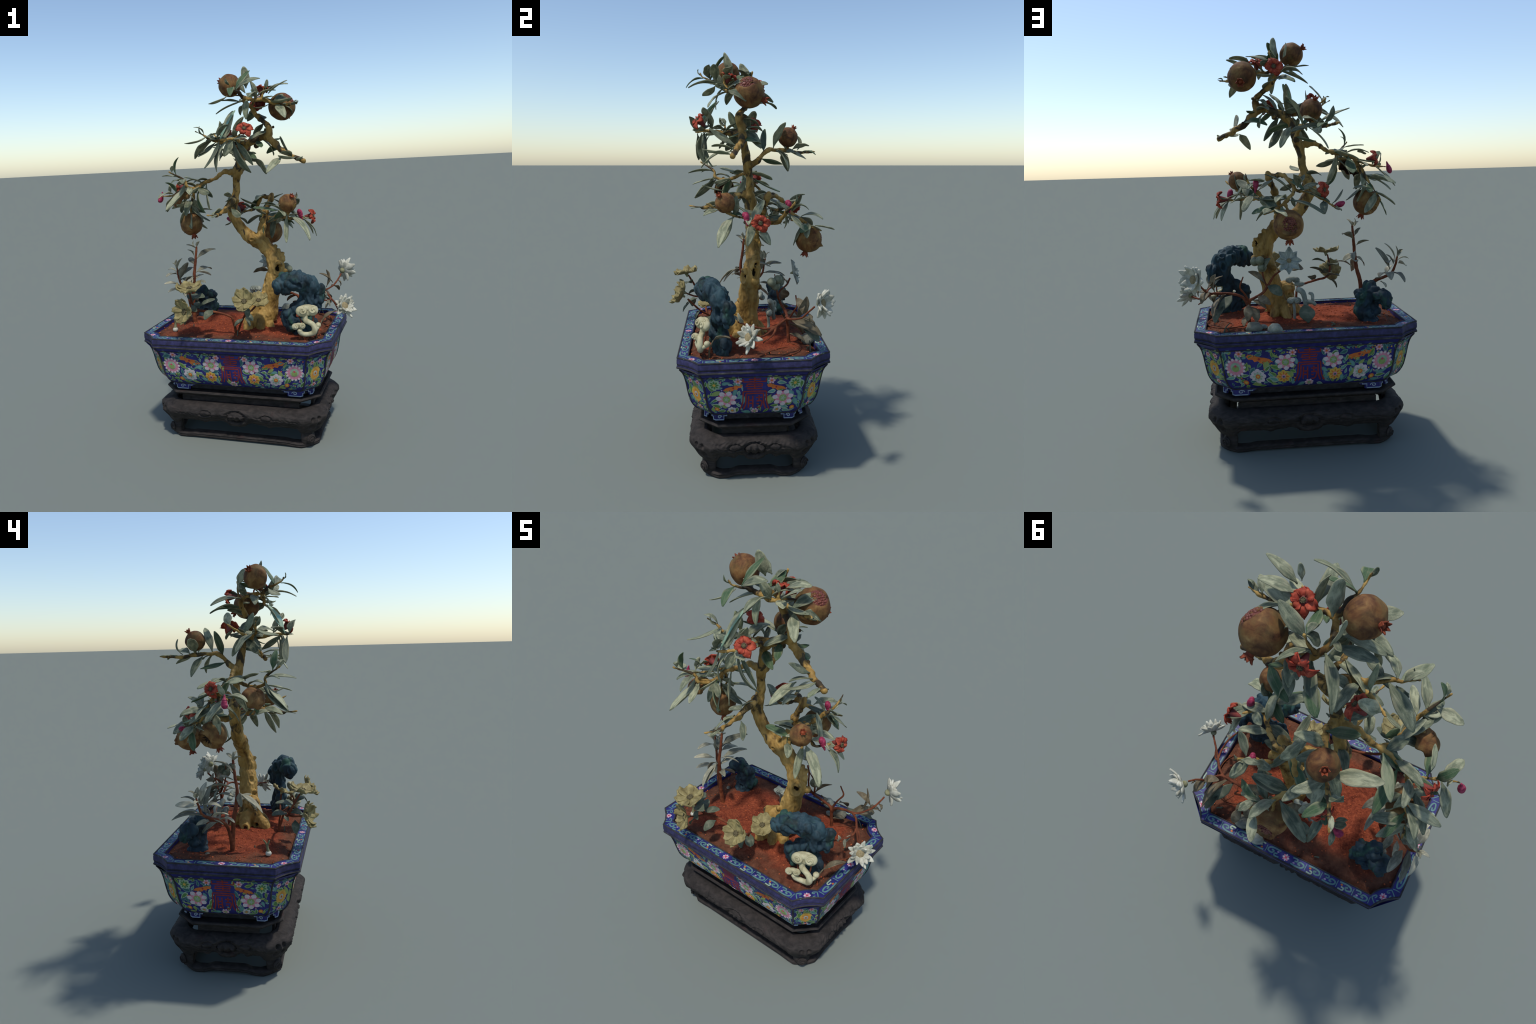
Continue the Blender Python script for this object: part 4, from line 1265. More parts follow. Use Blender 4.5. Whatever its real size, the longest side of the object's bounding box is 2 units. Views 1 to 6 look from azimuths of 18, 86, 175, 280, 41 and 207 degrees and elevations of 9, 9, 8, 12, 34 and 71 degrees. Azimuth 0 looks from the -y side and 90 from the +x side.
# leaves: foot and tip of every blade, by the branch that carries it
LEAVES = {
    "right_front": [
        (0.236, -0.099, 1.231,  0.243, -0.168, 1.091),
        (0.245, -0.097, 1.226,  0.369, -0.168, 1.101),
        (0.295, -0.016, 1.198,  0.378, -0.039, 1.108),
        (0.182, -0.126, 1.253,  0.060, -0.135, 1.273),
        (0.301, 0.007, 1.193,  0.337, 0.067, 1.107),
        (0.177, -0.076, 1.270,  0.101, -0.126, 1.293),
        (0.207, -0.171, 1.256,  0.259, -0.236, 1.235),
        (0.079, 0.041, 1.228,  0.065, -0.083, 1.265),
        (0.058, 0.001, 1.101,  0.073, -0.005, 1.164),
        (0.274, -0.025, 1.196,  0.196, 0.048, 1.302),
        (0.250, -0.110, 1.242,  0.150, -0.033, 1.202),
        (0.223, -0.082, 1.229,  0.118, -0.117, 1.286),
        (0.055, 0.023, 1.136,  0.041, 0.090, 1.066),
    ],
    "crown": [
        (0.182, -0.170, 1.848,  0.285, -0.182, 1.902),
        (0.004, -0.244, 1.896,  -0.011, -0.260, 1.928),
        (0.019, -0.199, 1.875,  0.155, -0.211, 1.919),
        (-0.034, -0.178, 1.853,  -0.114, -0.244, 1.814),
        (0.017, -0.199, 1.879,  0.077, -0.134, 1.974),
        (0.013, -0.234, 1.882,  0.030, -0.318, 1.834),
        (0.075, -0.004, 1.901,  0.065, -0.063, 1.879),
        (0.206, -0.125, 1.794,  0.274, -0.208, 1.720),
        (0.304, -0.136, 1.789,  0.331, -0.149, 1.803),
        (0.011, -0.015, 1.879,  -0.008, -0.056, 1.955),
        (0.168, -0.168, 1.872,  0.185, -0.189, 1.914),
        (0.075, -0.005, 1.901,  0.084, -0.112, 1.867),
        (0.269, -0.125, 1.804,  0.300, -0.168, 1.816),
        (0.110, -0.140, 1.831,  0.118, -0.302, 1.823),
        (0.280, -0.124, 1.789,  0.330, -0.153, 1.800),
        (0.078, -0.016, 1.862,  0.188, -0.069, 1.896),
        (0.165, -0.121, 1.875,  0.270, -0.105, 1.895),
        (0.078, -0.120, 1.834,  0.051, -0.082, 1.867),
        (0.168, -0.115, 1.816,  0.302, -0.168, 1.818),
        (0.105, -0.137, 1.833,  0.096, -0.192, 1.913),
        (0.073, -0.003, 1.901,  0.050, -0.048, 1.820),
    ],
    "middle": [
        (0.003, -0.222, 1.621,  0.079, -0.195, 1.459),
        (-0.025, -0.247, 1.624,  -0.094, -0.236, 1.472),
        (-0.057, -0.272, 1.623,  -0.147, -0.271, 1.493),
        (-0.119, -0.066, 1.640,  -0.109, -0.112, 1.735),
        (-0.194, -0.131, 1.665,  -0.207, -0.159, 1.714),
        (-0.177, -0.008, 1.674,  -0.109, 0.023, 1.738),
        (-0.004, -0.195, 1.641,  0.065, -0.237, 1.739),
        (-0.133, -0.122, 1.628,  -0.224, -0.164, 1.554),
        (-0.184, -0.135, 1.656,  -0.255, -0.254, 1.625),
        (-0.176, -0.135, 1.651,  -0.111, -0.216, 1.640),
        (-0.006, -0.189, 1.638,  0.020, -0.210, 1.701),
        (0.018, -0.221, 1.700,  0.067, -0.238, 1.739),
        (-0.039, -0.252, 1.636,  -0.014, -0.161, 1.777),
        (-0.080, -0.212, 1.613,  -0.078, -0.228, 1.565),
        (-0.195, -0.130, 1.668,  -0.238, -0.164, 1.709),
        (0.015, -0.237, 1.626,  0.103, -0.233, 1.497),
        (-0.151, -0.127, 1.639,  -0.288, -0.055, 1.547),
        (-0.177, -0.157, 1.583,  -0.229, -0.147, 1.565),
        (-0.079, -0.094, 1.622,  -0.055, 0.042, 1.646),
        (-0.078, -0.097, 1.624,  0.032, -0.140, 1.624),
        (-0.042, -0.269, 1.624,  -0.019, -0.201, 1.733),
        (0.002, -0.228, 1.629,  -0.047, -0.245, 1.548),
        (-0.060, -0.065, 1.618,  0.007, -0.045, 1.681),
        (-0.161, -0.027, 1.660,  -0.086, 0.033, 1.612),
        (-0.064, -0.283, 1.634,  0.007, -0.305, 1.701),
        (0.008, -0.062, 1.621,  -0.058, 0.031, 1.638),
        (-0.142, -0.125, 1.644,  -0.056, -0.173, 1.648),
    ],
    "left_front": [
        (-0.299, -0.186, 1.387,  -0.365, -0.307, 1.282),
        (-0.251, -0.105, 1.388,  -0.212, -0.137, 1.252),
        (-0.326, -0.233, 1.467,  -0.299, -0.248, 1.556),
        (-0.300, -0.200, 1.436,  -0.242, -0.333, 1.424),
        (-0.324, -0.217, 1.454,  -0.426, -0.196, 1.462),
        (-0.289, -0.193, 1.392,  -0.362, -0.306, 1.285),
        (-0.258, -0.061, 1.416,  -0.311, -0.164, 1.451),
        (-0.279, -0.189, 1.396,  -0.221, -0.310, 1.364),
        (-0.337, -0.257, 1.479,  -0.317, -0.283, 1.513),
        (-0.303, -0.190, 1.423,  -0.340, -0.266, 1.427),
        (-0.265, -0.103, 1.391,  -0.337, -0.190, 1.408),
        (-0.261, -0.123, 1.388,  -0.166, -0.182, 1.358),
        (-0.258, -0.092, 1.397,  -0.279, -0.198, 1.368),
        (-0.297, -0.191, 1.417,  -0.338, -0.248, 1.337),
    ],
    "right_back": [
        (0.007, 0.204, 1.238,  0.130, 0.231, 1.324),
        (0.023, 0.242, 1.204,  -0.123, 0.322, 1.142),
        (0.078, 0.273, 1.180,  0.177, 0.258, 1.116),
        (0.097, 0.309, 1.169,  0.053, 0.414, 1.143),
        (-0.024, 0.181, 1.257,  0.001, 0.269, 1.319),
        (0.035, 0.247, 1.210,  0.092, 0.349, 1.200),
        (-0.184, 0.208, 1.173,  -0.223, 0.181, 1.150),
        (-0.190, 0.243, 1.168,  -0.206, 0.296, 1.153),
        (-0.141, 0.206, 1.193,  -0.128, 0.319, 1.141),
        (-0.001, 0.167, 1.271,  -0.072, 0.059, 1.316),
        (0.008, 0.207, 1.219,  -0.007, 0.185, 1.170),
        (-0.177, 0.224, 1.181,  -0.228, 0.228, 1.246),
        (0.087, 0.276, 1.164,  0.194, 0.219, 1.147),
        (0.016, 0.217, 1.217,  0.154, 0.209, 1.210),
        (0.148, 0.334, 1.148,  0.113, 0.274, 1.168),
        (0.020, 0.127, 1.306,  -0.050, 0.190, 1.248),
    ],
    "broken_limb": [
        (0.254, -0.083, 1.552,  0.244, -0.205, 1.631),
        (0.231, -0.143, 1.529,  0.176, -0.245, 1.454),
        (0.293, -0.101, 1.527,  0.238, -0.236, 1.538),
        (0.148, -0.054, 1.630,  0.196, -0.014, 1.631),
        (0.146, -0.046, 1.628,  0.091, 0.048, 1.626),
        (0.211, -0.051, 1.572,  0.100, 0.037, 1.557),
        (0.274, -0.088, 1.531,  0.237, -0.195, 1.551),
        (0.316, -0.100, 1.511,  0.340, -0.210, 1.521),
    ],
    "trunk": [
        (0.015, -0.092, 1.829,  -0.123, -0.124, 1.772),
        (0.058, -0.019, 1.772,  -0.029, 0.124, 1.743),
        (0.040, -0.089, 1.894,  0.046, -0.133, 1.997),
        (0.038, 0.042, 1.768,  -0.028, 0.126, 1.745),
        (0.006, -0.052, 1.831,  -0.119, -0.050, 1.847),
        (0.020, -0.075, 1.833,  -0.017, -0.030, 1.849),
        (0.115, -0.050, 1.711,  0.049, -0.019, 1.636),
        (0.111, -0.035, 1.733,  0.065, 0.054, 1.764),
        (0.026, -0.029, 1.814,  -0.065, 0.112, 1.779),
        (0.103, -0.043, 1.629,  0.138, 0.039, 1.544),
        (-0.024, -0.036, 1.561,  0.084, -0.110, 1.531),
        (0.140, -0.063, 1.670,  0.054, -0.127, 1.631),
        (-0.082, -0.006, 1.309,  -0.149, 0.089, 1.312),
        (0.073, -0.045, 1.631,  0.123, -0.132, 1.587),
        (0.146, -0.064, 1.676,  0.102, 0.032, 1.646),
    ],
    "back_limb": [
        (-0.007, 0.121, 1.541,  0.052, 0.177, 1.442),
        (-0.114, 0.215, 1.545,  -0.040, 0.293, 1.564),
        (-0.142, 0.244, 1.543,  -0.185, 0.253, 1.618),
        (-0.155, 0.266, 1.530,  -0.100, 0.337, 1.519),
        (-0.046, 0.062, 1.538,  -0.153, 0.076, 1.652),
        (-0.197, 0.345, 1.538,  -0.179, 0.298, 1.538),
        (-0.087, 0.158, 1.531,  -0.168, 0.199, 1.433),
        (-0.061, 0.112, 1.550,  0.016, 0.167, 1.674),
        (-0.112, 0.193, 1.538,  -0.116, 0.290, 1.497),
        (-0.118, 0.188, 1.549,  -0.275, 0.163, 1.616),
        (-0.077, 0.124, 1.535,  -0.000, 0.179, 1.514),
        (-0.038, 0.046, 1.500,  -0.115, 0.165, 1.470),
        (-0.135, 0.237, 1.530,  -0.032, 0.179, 1.532),
        (-0.101, 0.183, 1.533,  -0.083, 0.153, 1.575),
    ],
    "left_limb": [
        (-0.231, 0.000, 1.426,  -0.324, 0.128, 1.385),
        (-0.428, -0.027, 1.358,  -0.475, -0.063, 1.423),
        (-0.396, -0.020, 1.413,  -0.372, -0.109, 1.426),
        (-0.438, -0.035, 1.352,  -0.489, -0.142, 1.337),
        (-0.297, 0.013, 1.399,  -0.290, 0.169, 1.319),
        (-0.465, -0.040, 1.356,  -0.466, -0.006, 1.414),
        (-0.447, -0.032, 1.346,  -0.526, 0.042, 1.250),
        (-0.248, -0.011, 1.408,  -0.205, -0.086, 1.264),
        (-0.336, 0.009, 1.390,  -0.451, 0.026, 1.368),
        (-0.376, -0.009, 1.363,  -0.327, -0.007, 1.315),
    ],
    "right_mid": [
        (0.194, 0.170, 1.267,  0.257, 0.104, 1.299),
        (0.209, 0.194, 1.290,  0.222, 0.199, 1.323),
        (0.180, 0.166, 1.237,  0.234, 0.235, 1.158),
        (0.162, 0.160, 1.247,  0.090, 0.180, 1.295),
        (0.070, 0.058, 1.199,  0.176, 0.067, 1.214),
        (0.193, 0.189, 1.274,  0.213, 0.260, 1.257),
        (0.143, 0.146, 1.220,  0.072, 0.248, 1.142),
        (0.153, 0.150, 1.231,  0.101, 0.155, 1.158),
        (0.202, 0.197, 1.297,  0.130, 0.177, 1.291),
    ],
    "low_left": [
        (-0.106, -0.242, 1.249,  -0.104, -0.316, 1.242),
        (-0.067, -0.143, 1.336,  -0.038, -0.252, 1.365),
        (-0.049, -0.174, 1.275,  0.023, -0.244, 1.236),
        (-0.116, -0.207, 1.245,  -0.152, -0.110, 1.235),
    ],
    "left_back": [
        (-0.401, 0.109, 1.237,  -0.291, 0.162, 1.246),
        (-0.408, 0.126, 1.224,  -0.489, 0.174, 1.164),
        (-0.372, 0.073, 1.307,  -0.517, 0.087, 1.264),
        (-0.387, 0.098, 1.269,  -0.359, 0.201, 1.226),
        (-0.416, 0.118, 1.229,  -0.340, 0.183, 1.131),
        (-0.376, 0.079, 1.288,  -0.453, 0.177, 1.276),
        (-0.415, 0.140, 1.199,  -0.461, 0.119, 1.112),
    ],
    "left_stalk": [
        (-0.361, 0.025, 1.316,  -0.356, -0.076, 1.234),
        (-0.380, 0.025, 1.302,  -0.478, 0.131, 1.235),
        (-0.363, 0.024, 1.317,  -0.348, 0.095, 1.254),
        (-0.367, 0.037, 1.258,  -0.273, 0.072, 1.187),
        (-0.367, 0.034, 1.286,  -0.322, 0.092, 1.180),
        (-0.379, 0.031, 1.273,  -0.429, 0.001, 1.182),
    ],
    "filler": [
        (0.200, -0.121, 1.800,  0.176, -0.003, 1.739),
        (-0.058, 0.131, 1.238,  -0.153, 0.135, 1.194),
        (0.237, -0.092, 1.235,  0.265, -0.084, 1.326),
        (-0.078, -0.040, 1.309,  -0.090, -0.137, 1.312),
        (0.033, -0.155, 1.853,  -0.075, -0.116, 1.930),
        (-0.054, -0.065, 1.616,  -0.112, -0.130, 1.539),
        (0.048, 0.109, 1.314,  0.031, 0.013, 1.303),
        (-0.138, 0.188, 1.201,  -0.060, 0.261, 1.267),
        (0.067, 0.266, 1.182,  0.025, 0.298, 1.090),
        (0.214, -0.038, 1.219,  0.325, -0.032, 1.198),
        (-0.078, -0.054, 1.307,  -0.127, 0.020, 1.213),
        (0.054, -0.014, 1.831,  0.125, 0.071, 1.843),
        (0.070, 0.053, 1.203,  0.016, 0.142, 1.199),
        (0.172, 0.031, 1.207,  0.290, 0.062, 1.190),
        (-0.398, -0.018, 1.358,  -0.377, -0.146, 1.320),
        (0.000, -0.231, 1.633,  0.093, -0.285, 1.633),
        (0.057, -0.134, 1.835,  0.060, -0.175, 1.729),
        (-0.123, -0.064, 1.633,  -0.161, -0.011, 1.530),
        (0.190, -0.122, 1.804,  0.251, -0.021, 1.842),
        (-0.363, 0.062, 1.319,  -0.452, -0.023, 1.281),
        (-0.343, 0.012, 1.371,  -0.369, 0.115, 1.350),
        (-0.220, -0.008, 1.429,  -0.326, -0.004, 1.358),
        (0.199, 0.001, 1.209,  0.096, 0.011, 1.178),
        (-0.091, 0.141, 1.225,  -0.162, 0.245, 1.190),
        (0.046, -0.019, 1.803,  0.145, -0.047, 1.807),
        (0.001, -0.147, 1.625,  -0.105, -0.060, 1.641),
        (-0.101, -0.149, 1.263,  -0.130, -0.253, 1.241),
        (0.247, -0.109, 1.241,  0.204, -0.179, 1.291),
        (-0.106, 0.156, 1.217,  -0.185, 0.166, 1.286),
        (0.095, -0.132, 1.830,  0.207, -0.114, 1.868),
        (0.280, -0.023, 1.200,  0.347, 0.048, 1.213),
        (-0.412, 0.127, 1.216,  -0.410, 0.044, 1.160),
        (0.229, -0.123, 1.796,  0.266, -0.036, 1.748),
        (-0.233, -0.009, 1.423,  -0.286, -0.097, 1.418),
        (0.058, 0.259, 1.185,  0.060, 0.205, 1.065),
        (-0.275, -0.005, 1.407,  -0.395, 0.042, 1.415),
        (-0.084, -0.098, 1.624,  -0.179, -0.148, 1.636),
        (0.137, -0.129, 1.829,  0.176, -0.017, 1.833),
        (-0.019, -0.249, 1.632,  -0.132, -0.203, 1.659),
        (-0.261, -0.108, 1.391,  -0.336, -0.136, 1.313),
        (0.137, -0.129, 1.829,  0.213, -0.197, 1.829),
        (0.208, -0.004, 1.207,  0.212, -0.099, 1.286),
        (-0.069, -0.067, 1.619,  -0.171, -0.063, 1.609),
        (-0.031, 0.157, 1.245,  -0.116, 0.206, 1.273),
        (-0.379, 0.045, 1.241,  -0.350, -0.021, 1.154),
        (0.077, 0.050, 1.204,  0.112, 0.155, 1.220),
    ],
}


def leaf_mesh(name, mats, width, arch, seed, tipw=0.55, thick=0.058, cup=0.10, nu=14, nv=6):
    """Thick blade of unit length along +x, normal +z."""
    r = random.Random(seed)
    a, b, c = r.uniform(0.5, 2), r.uniform(0, 6), r.uniform(0, 6)

    def wid(u):
        k = min(1, max(0, (u - 0.02) / 0.98))
        q = abs(2 * k ** 0.92 - 1)
        w = max(0, 1 - q ** 2.6) ** 0.62
        foot = min(1, 0.22 + 0.78 * (u / 0.34)) if u < 0.34 else 1
        w = w * foot * (1 - tipw * 0.22 * max(0, u - 0.5) * 2)
        return max(0.16 if u > 0.5 else 0.10, w) * width * (1 + 0.05 * math.sin(9 * u * a + b))

    def fn(u, v):
        s = (v - 0.5) * 2
        w = wid(u)
        y = s * w
        z = arch * 4 * u * (1 - u) * 0.5 + cup * w * (abs(s) ** 2) - 0.012 * (1 - abs(s)) * (0.2 < u < 0.95) + 0.014 * math.sin(6 * u * a + c) * s
        return V(u, y + 0.03 * math.sin(3 * u + b) * u * (1 - u), z)
    g = Geo().add(*slab(fn, nu, nv, lambda u, v: thick * (0.45 + 0.55 * math.sin(math.pi * v)) * (0.5 + 0.5 * math.sin(math.pi * min(1, u + 0.1)))))
    return mesh_of(name, g, mats, True)


def place_leaf(parent, me, foot, tip, r, name="leaf", lift=0.0, wscale=1.0, up=None):
    foot, tip = np.array(foot, float), np.array(tip, float)
    x = nrm(tip - foot)
    L = np.linalg.norm(tip - foot)
    out = nrm(V(foot[0] - 0.02, foot[1] + 0.02, 0) + 1e-6)
    h = V(0, 0, 1) + out * 0.25 if up is None else np.array(up, float)
    if abs(x[2]) > 0.8 and up is None:
        h = out + V(0, 0, 0.2)
    z = h - x * (h @ x)
    z = nrm(z)
    y = np.cross(z, x)
    t = r.uniform(-0.55, 0.55)
    z2 = z * math.cos(t) + y * math.sin(t)
    y2 = np.cross(z2, x)
    F = np.column_stack([x, y2, z2])
    W = min(1.2 * L, max(0.80 * L, 0.120)) * wscale * r.uniform(0.9, 1.12)
    return put(name, me, parent, mat4(F, foot, (L, W, (L + 0.1) / 2)))


# ---- blossoms (built around +z, unit radius)
def pomegranate_flower_mesh():
    g = Geo()
    g.add(*tube([(0, 0, -0.95), (0, 0, -0.75), (0, 0, -0.4), (0, 0, 0.0)], [0.12, 0.20, 0.30, 0.42], 14, 4), mat=1)
    for i in range(6):
        t = 2 * math.pi * i / 6
        ct, st = math.cos(t), math.sin(t)

        def fn(u, v, ct=ct, st=st, i=i):
            s = (v - 0.5) * 2
            rr = 0.26 + (0.62 + 0.18 * math.sin(i * 2.7 + 1)) * u
            w = 0.13 + 0.29 * math.sin(math.pi * min(1, 0.06 + 0.80 * u)) - 0.13 * u ** 5
            rr = rr * (1 - 0.10 * s * s * u) + 0.07 * math.cos(7 * s) * u ** 4
            zz = -0.05 + 0.62 * u - 0.62 * u * u - 0.12 * u ** 4 + 0.20 * s * s * (1 - u * 0.7) - 0.09 * math.cos(s * 5 + i) * u + 0.12 * math.sin(i * 2.1) * u
            return V(ct * rr - st * s * w, st * rr + ct * s * w, zz)
        g.add(*slab(fn, 8, 6, 0.085), mat=0)
    g.add(*tube([(0, 0, -0.1), (0, 0, 0.14)], [0.30, 0.20], 12, 2), mat=2)
    for i in range(9):
        t = 2 * math.pi * i / 9
        g.add(*ball(V(0.17 * math.cos(t), 0.17 * math.sin(t), 0.16 + 0.03 * (i % 2)), 0.055, 8, 6), mat=2)
    return mesh_of("pomegranate_flower", g, ["petal", "tube", "stamen"], True)


def finger_flower_mesh(name, mats, n, layers, seed, wide=0.16, core=0.26):
    """Star-like blossom with knobbly finger petals."""
    r = random.Random(seed)
    g = Geo()
    for lay in range(layers):
        for i in range(n):
            t = 2 * math.pi * (i + 0.5 * lay) / n + r.uniform(-0.10, 0.10)
            ct, st = math.cos(t), math.sin(t)
            L = r.uniform(0.68, 1.05) * (1 - 0.25 * lay)
            rise = 0.12 + 0.25 * lay + r.uniform(-0.25, 0.40)
            wv = wide * r.uniform(0.85, 1.15)

            def fn(u, v, ct=ct, st=st, L=L, rise=rise, wv=wv):
                s = (v - 0.5) * 2
                rr = 0.12 + (L - 0.12) * u
                w = wv * (0.75 + 0.9 * math.sin(math.pi * min(1, u * 0.85)) ** 1.2 - 0.85 * u ** 3)
                z = rise * u * u + 0.05 * lay + 0.28 * w * (s * s) - 0.02 * u
                return V(ct * rr - st * s * w, st * rr + ct * s * w, z)
            g.add(*slab(fn, 9, 4, lambda u, v: 0.075 + 0.05 * math.sin(math.pi * v)), mat=0)
    g.add(*ball(V(0, 0, 0.03), (0.45, 0.45, 0.10), 16, 8), mat=0)
    g.add(*ball(V(0, 0, 0.12), (core, core, 0.10), 14, 8), mat=1)
    g.add(*ball(V(0, 0, -0.14), (0.20, 0.20, 0.20), 14, 8), mat=2)
    return mesh_of(name, g, mats, True)


def cup_flower_mesh(name, mats, n, seed, notch=0.12, wide=0.42, open_=0.18):
    """Wax-like blossom of broad rounded petals."""
    r = random.Random(seed)
    g = Geo()
    for i in range(n):
        t = 2 * math.pi * i / n + r.uniform(-0.08, 0.08)
        ct, st = math.cos(t), math.sin(t)
        op = open_ + r.uniform(-0.08, 0.16)
        L = r.uniform(0.86, 1.08)
        ph = r.uniform(0, 6)

        def fn(u, v, ct=ct, st=st, op=op, L=L, ph=ph, i_=i):
            s = (v - 0.5) * 2
            rr = 0.10 + (L - 0.10) * u - notch * (1 - abs(s)) * u ** 6 * 0.8 - 0.10 * s * s * u ** 3
            w = wide * (0.20 + 1.16 * math.sin(math.pi * min(1, 0.04 + 0.66 * u)) ** 1.3 - 0.34 * u ** 4) * 0.92
            z = op * u ** 1.5 + 0.24 * s * s * u - 0.16 * u ** 4 * op + 0.06 * math.cos(5 * s + ph) * u + 0.03 * s * (i_ % 2)
            return V(ct * rr - st * s * w, st * rr + ct * s * w, z)
        g.add(*slab(fn, 8, 6, 0.07), mat=0)
    g.add(*ball(V(0, 0, 0.05), (0.22, 0.22, 0.10), 14, 8), mat=1)
    for i in range(8):
        t = 2 * math.pi * i / 8
        g.add(*ball(V(0.18 * math.cos(t), 0.18 * math.sin(t), 0.13), 0.055, 8, 6), mat=1)
    g.add(*tube([(0, 0, -0.30), (0, 0, -0.1), (0, 0, 0.02)], [0.06, 0.14, 0.24], 12, 3), mat=2)
    return mesh_of(name, g, mats, True)


def crown(g, c, d, r, mat, n=6):
    """Open lobed crown at the blossom end of a fruit."""
    F = frame(d)
    o = np.array(c) - nrm(d) * r * 0.7
    vs, fs = tube([o + F @ V(0, 0, 0), o + F @ V(0, 0, r * 0.5), o + F @ V(0, 0, r * 0.95)], [r * 0.85, r * 0.62, r * 0.70], 14, 3)
    g.add(vs, fs, mat)
    for i in range(n):
        t = 2 * math.pi * i / n
        ct, st = math.cos(t), math.sin(t)

        def fn(u, v, ct=ct, st=st):
            s = (v - 0.5) * 2
            rr = r * (0.62 + 0.42 * u * u)
            w = r * 0.46 * (1 - u) ** 0.8 + r * 0.04
            return o + F @ V(ct * rr - st * s * w, st * rr + ct * s * w, r * (0.85 + 0.85 * u))
        g.add(*slab(fn, 5, 4, r * 0.16), mat)


def build_fruit(tree):
    """centre, radius, crown direction, optional opening (direction, half angle, kind)."""
    data = [((-0.040, -0.116, 1.911), 0.0585, (-0.058, 0.024, 0.030), None),
            ((0.211, -0.022, 1.793), 0.0705, (0.01, 0.065, -0.032), ((0.62, -0.22, 0.62), 0.62, "seeds")),
            ((-0.093, 0.191, 1.608), 0.0510, (-0.014, 0.028, 0.044), None),
            ((-0.379, 0.045, 1.174), 0.0650, (0.022, -0.022, -0.070), ((-0.62, 0.55, -0.45), 0.72, "hollow")),
            ((0.250, -0.136, 1.293), 0.0475, (0.033, -0.030, 0.040), None),
            ((0.033, 0.286, 1.095), 0.0690, (-0.004, -0.018, -0.078), ((0.05, 0.95, 0.12), 0.62, "lip"))]
    for i, (c, r, d, opening) in enumerate(data):
        c, g = V(*c), Geo()
        vs, fs = ball(V(0, 0, 0), 1.0, 56, 40)
        P = np.array(vs)
        dn = nrm(d)
        bump = np.array([noise.fractal(Vector(tuple(p * 1.3 + i * 7)), 0.9, 2.0, 3) for p in P])
        facet = np.array([noise.noise(Vector(tuple(p * 2.2 + i * 3))) for p in P])
        ax = P @ dn
        R = r * (1 + 0.028 * bump + 0.030 * facet + 0.05 * np.clip(ax - 0.80, 0, 1) - 0.07 * np.clip(-ax - 0.90, 0, 1))
        fm = np.zeros(len(P), int)
        if opening:
            od, half, kind = opening
            od = nrm(od)
            ang = np.arccos(np.clip(P @ od, -1, 1)) + 0.10 * bump
            w = np.clip((half - ang) / 0.16, 0, 1)
            w = w * w * (3 - 2 * w)
            lip = np.exp(-((ang - half - 0.02) / 0.09) ** 2)
            if kind == "seeds":
                R = R * (1 - 0.07 * w + 0.012 * lip)
            elif kind == "hollow":
                side = np.clip(P @ nrm(V(-0.1, 1.0, 0.15)), 0, 1)
                R = R * (1 - 0.42 * w + 0.10 * lip * side)
            else:
                low = np.clip(P @ nrm(V(-0.3, 0.9, -0.42)), 0, 1)
                R = R * (1 - 0.10 * w + 0.20 * lip * (low > 0.75) * low + 0.03 * lip)
            fm = (w > 0.55).astype(int)
        Q = P * R[:, None]
        g.v = [tuple(q) for q in Q]
        g.f = fs
        g.m = [3 if sum(fm[j] for j in f) > len(f) / 2 and opening and opening[2] == "hollow" else (2 if sum(fm[j] for j in f) > len(f) / 2 else 0) for f in fs]
        crown(g, dn * (r * 1.06), dn, r * 0.30, 1)
        if opening and opening[2] in ("seeds", "lip"):
            F = frame(od)
            rr = random.Random(i)
            rows = 7
            for a in range(-rows, rows + 1):
                for b in range(-rows, rows + 1):
                    x, y = (a + 0.5 * (b % 2)) * 0.155, b * 0.14
                    q = math.hypot(x, y)
                    if q > math.sin(half) * 0.86:
                        continue
                    p = F @ V(x, y, math.sqrt(max(0, 1 - q * q)))
                    if rr.random() < 0.12:
                        continue
                    p = nrm(p + V(rr.uniform(-1, 1), rr.uniform(-1, 1), rr.uniform(-1, 1)) * 0.03)
                    k = rr.uniform(0.85, 1.25)
                    g.add(*ball(p * r * 0.915, (r * 0.088 * k, r * 0.078 * k, r * 0.075), 8, 6, frame(p)), mat=2 if rr.random() < 0.8 else 0)
        put("fruit", mesh_of("fruit", g, ["rind", "calyx", "seed", "fruit_pit"], True), tree, mat4(np.eye(3), c))
    # broken half fruit on the left limb
    g = Geo()
    d0 = nrm(V(-0.5, -0.45, 0.75))
    F = frame(d0)

    def shell(u, v):
        th = 0.05 + u * (1.42 + 0.16 * math.sin(7 * v * 2 * math.pi) + 0.12 * math.sin(3 * v * 2 * math.pi + 1))
        ph = v * 2 * math.pi
        R = 0.056 * (1 + 0.05 * math.sin(2 * ph + 0.7) + 0.03 * math.sin(5 * ph))
        return F @ V(R * math.sin(th) * math.cos(ph), 1.12 * R * math.sin(th) * math.sin(ph), 0.85 * R * math.cos(th) - 0.022)
    vs, fs = slab(shell, 16, 40, 0.006)
    half = 17 * 41
    g.add(vs, fs, 0)
    g.m = [2 if all(j >= half for j in f) or all(j < 0 for j in f) else 0 for f in fs]
    for k in range(10):
        t = k * 2.4
        g.add(*ball(F @ V(0.02 * math.cos(t) * (k % 3) * 0.6, 0.02 * math.sin(t) * (k % 3) * 0.6, 0.006), 0.008, 8, 6), mat=1)
    put("fruit", mesh_of("fruit", g, ["rind", "seed", "fruit_pit"], True), tree, mat4(np.eye(3), V(-0.349, -0.150, 1.350)))


